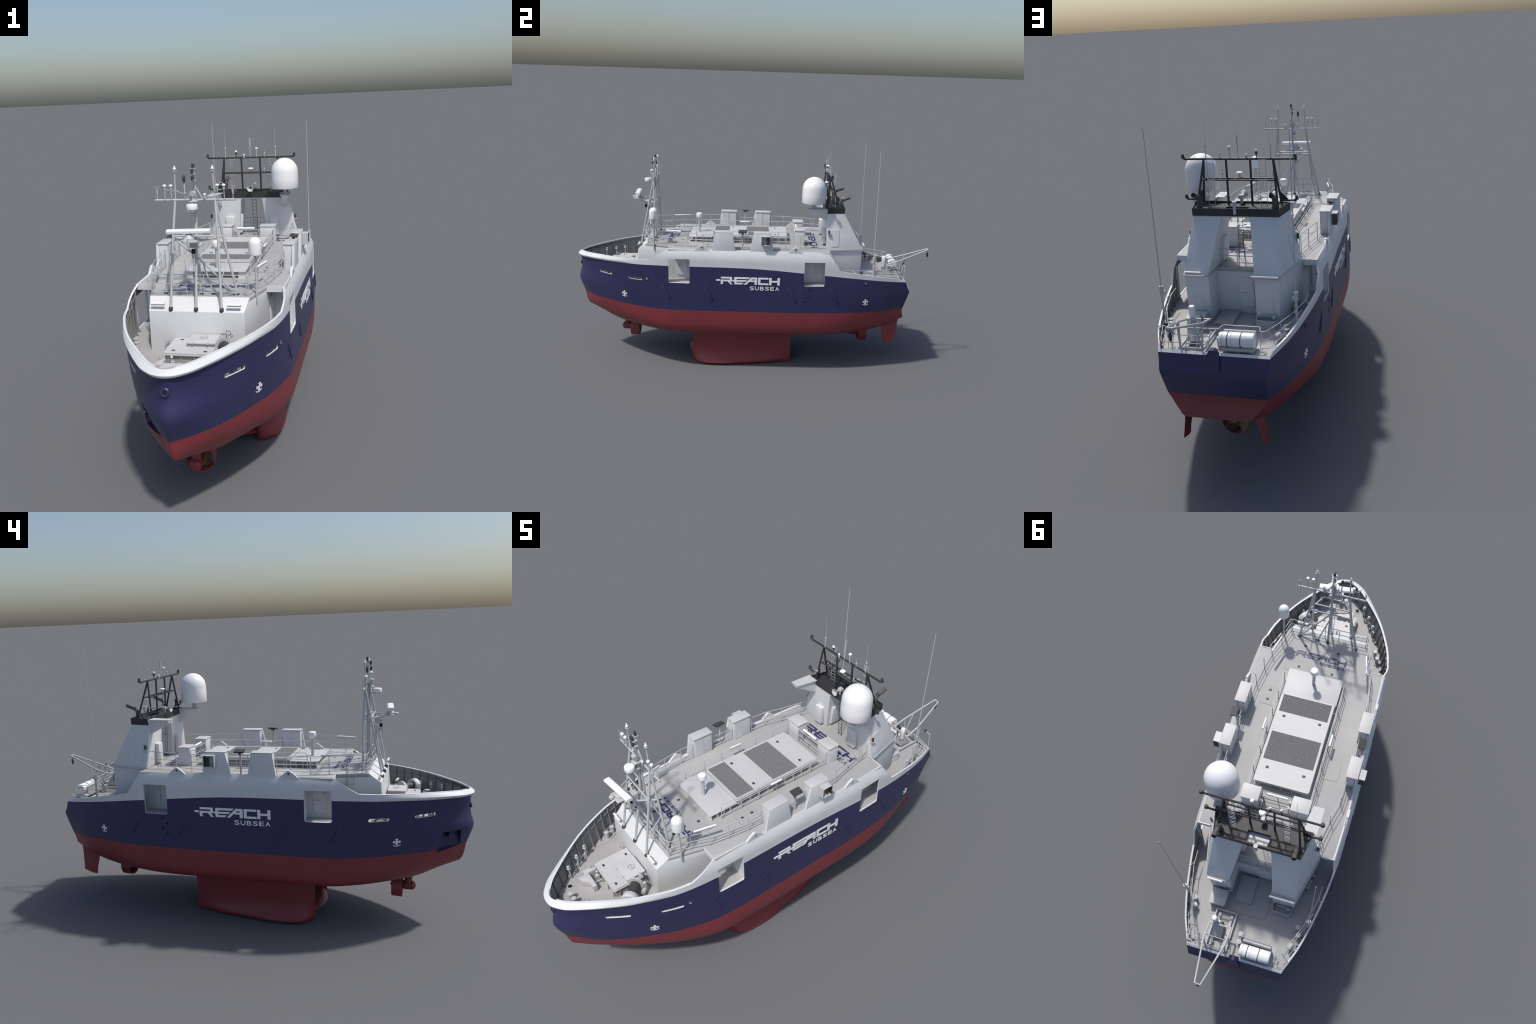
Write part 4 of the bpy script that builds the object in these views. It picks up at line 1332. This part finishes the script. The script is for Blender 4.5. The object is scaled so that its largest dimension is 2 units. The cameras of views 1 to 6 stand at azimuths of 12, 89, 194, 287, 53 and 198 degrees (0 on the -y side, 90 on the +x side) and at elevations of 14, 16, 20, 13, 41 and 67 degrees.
# ------------------------------------------------------------------ fittings on the topsides
def on_hull(s, y, z, off=0.0):
    x = hull_half(y, z)
    e = .004
    dy = (hull_half(y + e, z) - hull_half(y - e, z)) / (2 * e)
    dz = (hull_half(y, z + e) - hull_half(y, z - e)) / (2 * e)
    n = V((1, -dy, -dz)).normalized()
    p = V((x, y, z)) + n * off
    return V((s * p.x, p.y, p.z)), V((s * n.x, n.y, n.z))
for s in (1, -1):
    for yy, z, R in ((-.561, .528, .0085), (.624, .528, .0075)):     # panama leads
        p, nn = on_hull(s, yy, z)
        b = MB(); b.ring(p, nn, R, .0028, 22, 8); rg = b.obj("mooring_ring", BLUE, topside)
        b = MB(); b.cyl(p - nn * .002, p + nn * .0008, R * .8, n=16); b.obj("ring_opening", DARK if s < 0 else DECK, rg)
    for yy, z in ((.313, .498), (.290, .475), (.312, .452), (.290, .429)):   # overboard discharges
        p, nn = on_hull(s, yy, z)
        b = MB(); b.ring(p, nn, .0068, .0016, 20, 8); rg = b.obj("discharge_port", BLUE, topside)
        b = MB(); b.cyl(p - nn * .002, p + nn * .0009, .0062, n=16); b.obj("port_opening", HOLE, rg)
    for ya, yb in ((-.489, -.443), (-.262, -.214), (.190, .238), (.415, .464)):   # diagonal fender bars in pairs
        b = MB()
        wy, wz = .0155, .0085          # across the plate
        ring = []
        for t, h in ((0, -.001), (.12, .0015), (.3, .0035), (.5, .0045), (.7, .005), (.9, .005), (.97, .0035), (1, -.001)):
            yy = ya + (yb - ya) * t; z = .502 + (.416 - .502) * t
            ring.append([on_hull(s, yy + wy * a, z + wz * a, hh)[0] for a, hh in ((0, -.001), (.12, h), (.88, h), (1, -.001))])
        b.loft(ring)
        b.obj("fender_bar", BLUE, topside, angle=20)
    # fender backing plates
b = MB(); b.ring((0, -.9835, .530), (0, -1, .25), .011, .0042, 22, 8); rg = b.obj("stem_fairlead", BLUE, topside)
b = MB(); b.cyl((0, -.975, .529), (0, -.9862, .531), .0082, n=16); b.obj("ring_opening", HOLE, rg)
b = MB(); b.cyl((-.105, -.905, .418), (-.082, -.890, .418), .010, n=14); b.obj("anchor_pipe", BLUE, topside)

# lettering ---------------------------------------------------------------
U = 1878.0
GLYPHS = [
 [[(0, 80), (115, 80), (115, 130), (0, 130)]],
 [[(135, 0), (455, 0), (468, 12), (468, 135), (455, 145), (410, 145), (490, 228), (415, 228), (335, 140), (203, 140), (203, 225), (130, 225), (130, 100), (142, 88), (398, 88), (398, 52), (135, 52)]],
 [[(542, 0), (1000, 0), (940, 55), (602, 55), (602, 90), (910, 90), (852, 140), (602, 140), (602, 172), (812, 172), (757, 225), (542, 225), (530, 213), (530, 140), (480, 140), (480, 90), (530, 90), (530, 12)]],
 [[(1035, 0), (1192, 0), (1205, 13), (1205, 225), (1130, 225), (1130, 138), (975, 138), (895, 225), (805, 225)], [(1040, 90), (1130, 90), (1130, 58), (1068, 58)]],
 [[(1245, 0), (1540, 0), (1540, 52), (1305, 52), (1305, 172), (1540, 172), (1540, 225), (1245, 225), (1232, 212), (1232, 13)]],
 [[(1560, 0), (1635, 0), (1635, 88), (1805, 88), (1805, 0), (1878, 0), (1878, 225), (1805, 225), (1805, 140), (1635, 140), (1635, 225), (1560, 225)]],
]
def glyph_mesh(loops, ex, bev):
    cu = bpy.data.curves.new("glyph", 'CURVE'); cu.dimensions = '2D'; cu.fill_mode = 'BOTH'
    cu.extrude = ex; cu.bevel_depth = bev; cu.bevel_resolution = 1; cu.offset = -bev
    for lp_ in loops:
        sp_ = cu.splines.new('POLY'); sp_.points.add(len(lp_) - 1)
        for pt, (a, b_) in zip(sp_.points, lp_): pt.co = (a, -b_, 0, 1)
        sp_.use_cyclic_u = True
    return curve_to(cu)
def curve_to(cu):
    ob = bpy.data.objects.new("glyph", cu); scene.collection.objects.link(ob)
    bpy.context.view_layer.update()
    me = bpy.data.meshes.new_from_object(ob.evaluated_get(bpy.context.evaluated_depsgraph_get()))
    bpy.data.objects.remove(ob); bpy.data.curves.remove(cu)
    return [v.co.copy() for v in me.vertices], [tuple(p.vertices) for p in me.polygons]
letters = [glyph_mesh(g, 5.0, 5.0) for g in GLYPHS]
for k, ch in enumerate("SUBSEA"):
    cu = bpy.data.curves.new("glyph", 'FONT'); cu.body = ch; cu.extrude = .004; cu.offset = .012; cu.size = 1.0
    vs_, fs_ = curve_to(cu)
    x0 = min(v.x for v in vs_); x1 = max(v.x for v in vs_); z0 = min(v.y for v in vs_); z1 = max(v.y for v in vs_)
    bx0 = 995 + k * 150.5
    letters.append(([V((bx0 + (v.x - x0) / (x1 - x0) * 117, -392 + (v.y - z0) / (z1 - z0) * 114, v.z / .004 * 5)) for v in vs_], fs_))

def lettering(place, mat, parent):
    for k, (vs_, fs_) in enumerate(letters):
        b = MB(); b.add([place(v.x, -v.y, v.z) for v in vs_], fs_)
        b.obj("letter", mat, parent, angle=40)
k_ = .340 / U
def lay_side(s):
    def f(u, v, w):
        yy = (-.185 + u * k_) if s > 0 else (.155 - u * k_)
        p, nn = on_hull(s, yy, .5572 - v * k_, .0012 + w * .00012)
        return p
    return f
for s in (1, -1): lettering(lay_side(s), GLOSS, topside)
kd = .2455 / U
lettering(lambda u, v, w: V((.135 - u * kd, -.4705 + v * kd, ZS + .0017 + w * .00006)), NAVY, shelter)
ka = .3435 / U
lettering(lambda u, v, w: V((-.160 + u * ka, .362 - v * ka, ZS + .0005 + w * .00006)), NAVY, shelter)

# bow and stern thruster marks: flared cross over an arc
def thruster_mark(s, yc, zc):
    out = []
    for a0 in (0, 90, 180, 270):
        for da, rr in ((-45, .0030), (-25, .0135), (-11, .0152), (11, .0152), (25, .0135)):
            a = math.radians(a0 + da); out.append((rr * math.cos(a), rr * math.sin(a)))
    arc_ = [(.0208 * math.cos(math.radians(t)), .0208 * math.sin(math.radians(t))) for t in range(-138, -41, 8)]
    arc_ += [(.0182 * math.cos(math.radians(t)), .0182 * math.sin(math.radians(t))) for t in range(-42, -139, -8)]
    for poly_ in (out, arc_):
        b = MB()
        lo = [on_hull(s, yc + a, zc + b_, -.001)[0] for a, b_ in poly_]; hi = [on_hull(s, yc + a, zc + b_, .0012)[0] for a, b_ in poly_]
        b.loft([lo, hi]); b.obj("thruster_mark", GLOSS, topside)
for s in (1, -1):
    thruster_mark(s, -.694, .4225); thruster_mark(s, .627, .4235)

# ------------------------------------------------------------------ below the waterline
# sonar gondola: two struts, bellied outward at the foot, joined by a wing
strut_out = mono([(-.331, .152), (-.31, .175), (-.27, .192), (-.2, .199), (-.1, .197), (.0, .187), (.1, .170), (.18, .157), (.234, .148)])
def strut_in(yy): return .116 + .010 * abs(yy + .05) / .28
for s in (1, -1):
    mb = MB()
    rings = []
    ys_ = [-.331, -.328, -.317, -.29, -.25, -.2, -.13, -.05, .03, .1, .17, .215, .234]
    for z, flare, trim in ((.20, .004, 0), (.14, -.002, 0), (.09, -.003, 0), (.06, .001, 0), (.040, .009, 0), (.026, .017, .001), (.014, .018, .004), (.005, .012, .009), (0.0, -.008, .018)):
        ring = []
        for yy in ys_:
            y2 = -.05 + (yy + .05) * (1 - trim * 1.6)
            w = sstep(-.335, -.285, yy) * (1 - sstep(.08, .234, yy))
            ring.append((s * (strut_out(yy) + flare * w * (1.5 if flare > 0 and yy < -.1 else 1)), y2, z))
        for yy in reversed(ys_):
            y2 = -.05 + (yy + .05) * (1 - trim * 1.6)
            e = min(1, max(0, (yy + .331) / .02)); e2 = min(1, max(0, (.234 - yy) / .05))
            ring.append((s * (strut_in(yy) + (.012 * (1 - e) ** 2)), y2, z))
        rings.append(ring)
    mb.loft(rings)
    st_ = mb.obj("sonar_strut", RED, bottom, angle=45)
mb = MB()
rows_ = []
for k in range(21):
    x = -.15 + .30 * k / 20
    lead = -.306 - .052 * (1 - (x / .15) ** 2); trail = -.10
    c = trail - lead
    ring = []
    for t, h in ((0, 0), (.03, .0075), (.12, .011), (.4, .011), (.75, .006), (1, 0), (.75, -.006), (.4, -.010), (.12, -.009), (.03, -.006)):
        ring.append((x, lead + c * t, .031 + h))
    rows_.append(ring)
mb.loft(rows_)
mb.obj("sonar_wing", RED, bottom, angle=50)

def thruster(name, y_front, y_back, zc, R, parent, dir_):
    """ducted azimuth thruster: nozzle, pod, strut and propeller"""
    prof = []
    n = 32
    o = V((0, y_front, zc)); L_ = y_back - y_front
    b = MB()
    rings = []
    for r_, h in ((R, 0), (R * 1.02, L_ * .1), (R * .97, L_), (R * .93, L_), (R * .90, L_ * .6), (R * .92, L_ * .1), (R, 0)):
        rings.append([o + V((r_ * math.cos(2 * math.pi * k / n), h, r_ * math.sin(2 * math.pi * k / n))) for k in range(n)])
    b.loft(rings, cap=False)
    nz = b.obj(name, RED, parent)
    b = MB()
    pf = y_front - dir_ * .058
    b.lathe([(0, 0), (.012, .003), (.0195, .011), (.021, .022), (.021, .045), (.018, .058), (.013, .075)], (0, pf, zc), (0, dir_, 0), 20)
    b.cyl((0, pf + dir_ * .035, zc), (0, pf + dir_ * .030, zc + .08), .016, .018, n=14)
    for k in range(3):
        a = math.radians(90 + 120 * k + 60)
        b.cyl((0, y_front + L_ * .25, zc), (R * .95 * math.cos(a), y_front + L_ * .3, zc + R * .95 * math.sin(a)), .0028, n=6)
    b.obj("thruster_pod", RED, nz)
    b = MB()
    b.lathe([(.0, .0), (.010, .006), (.012, .018), (.012, .024)], (0, y_back + dir_ * .010, zc), (0, -dir_, 0), 14)
    for k in range(4):
        a = math.pi / 2 * k + .4
        rad = V((math.cos(a), 0, math.sin(a))); tan = V((-math.sin(a), 0, math.cos(a)))
        c = V((0, y_back - dir_ * .008, zc))
        q = []
        for rr, w_, tw_ in ((.009, .006, .9), (R * .4, .014, .7), (R * .7, .017, .5), (R * .86, .010, .4)):
            q.append((c + rad * rr + (tan * math.cos(tw_) + V((0, 1, 0)) * math.sin(tw_)) * w_, c + rad * rr - (tan * math.cos(tw_) + V((0, 1, 0)) * math.sin(tw_)) * w_))
        th_ = V((0, .0008, 0))
        b.loft([[p - th_, p2 - th_, p2 + th_, p + th_] for p, p2 in q])
    b.obj("propeller", BRONZE, nz)
thruster("bow_thruster", -.705, -.658, .139, .054, bottom, 1)
thruster("stern_thruster", .638, .687, .140, .054, bottom, 1)

for s in (1, -1):        # stabilising fins / skegs under the quarter
    b = MB()
    def fin(z, x, yf, ya, t):
        return [(s * p[0], p[1], z + p[2]) for p in [(x, yf, 0), (x + t, yf + (ya - yf) * .35, 0), (x + t * .6, yf + (ya - yf) * .75, 0), (x, ya, 0),
                (x - t * .6, yf + (ya - yf) * .75, 0), (x - t, yf + (ya - yf) * .35, 0)]]
    rings = [fin(.290, .126, .742, .848, .006), fin(.235, .134, .748, .842, .006), fin(.165, .148, .760, .834, .005)]
    low_ = fin(.150, .150, .763, .833, .003)
    low_ = [(p[0], p[1], .136 + max(0, (p[1] - .775)) * .33) for p in low_]
    rings.append(low_)
    b.loft(rings)
    b.obj("tail_fin", RED, bottom, angle=40)

# ------------------------------------------------------------------ keep the tree at thing > part > sub-part
def depth(o):
    return 0 if o.parent is None else 1 + depth(o.parent)
for o in sorted((o for o in scene.objects if o.parent), key=lambda o: (depth(o), o.name)):
    if depth(o) >= 2 and len(o.children):
        o.parent = root          # a part with pieces of its own
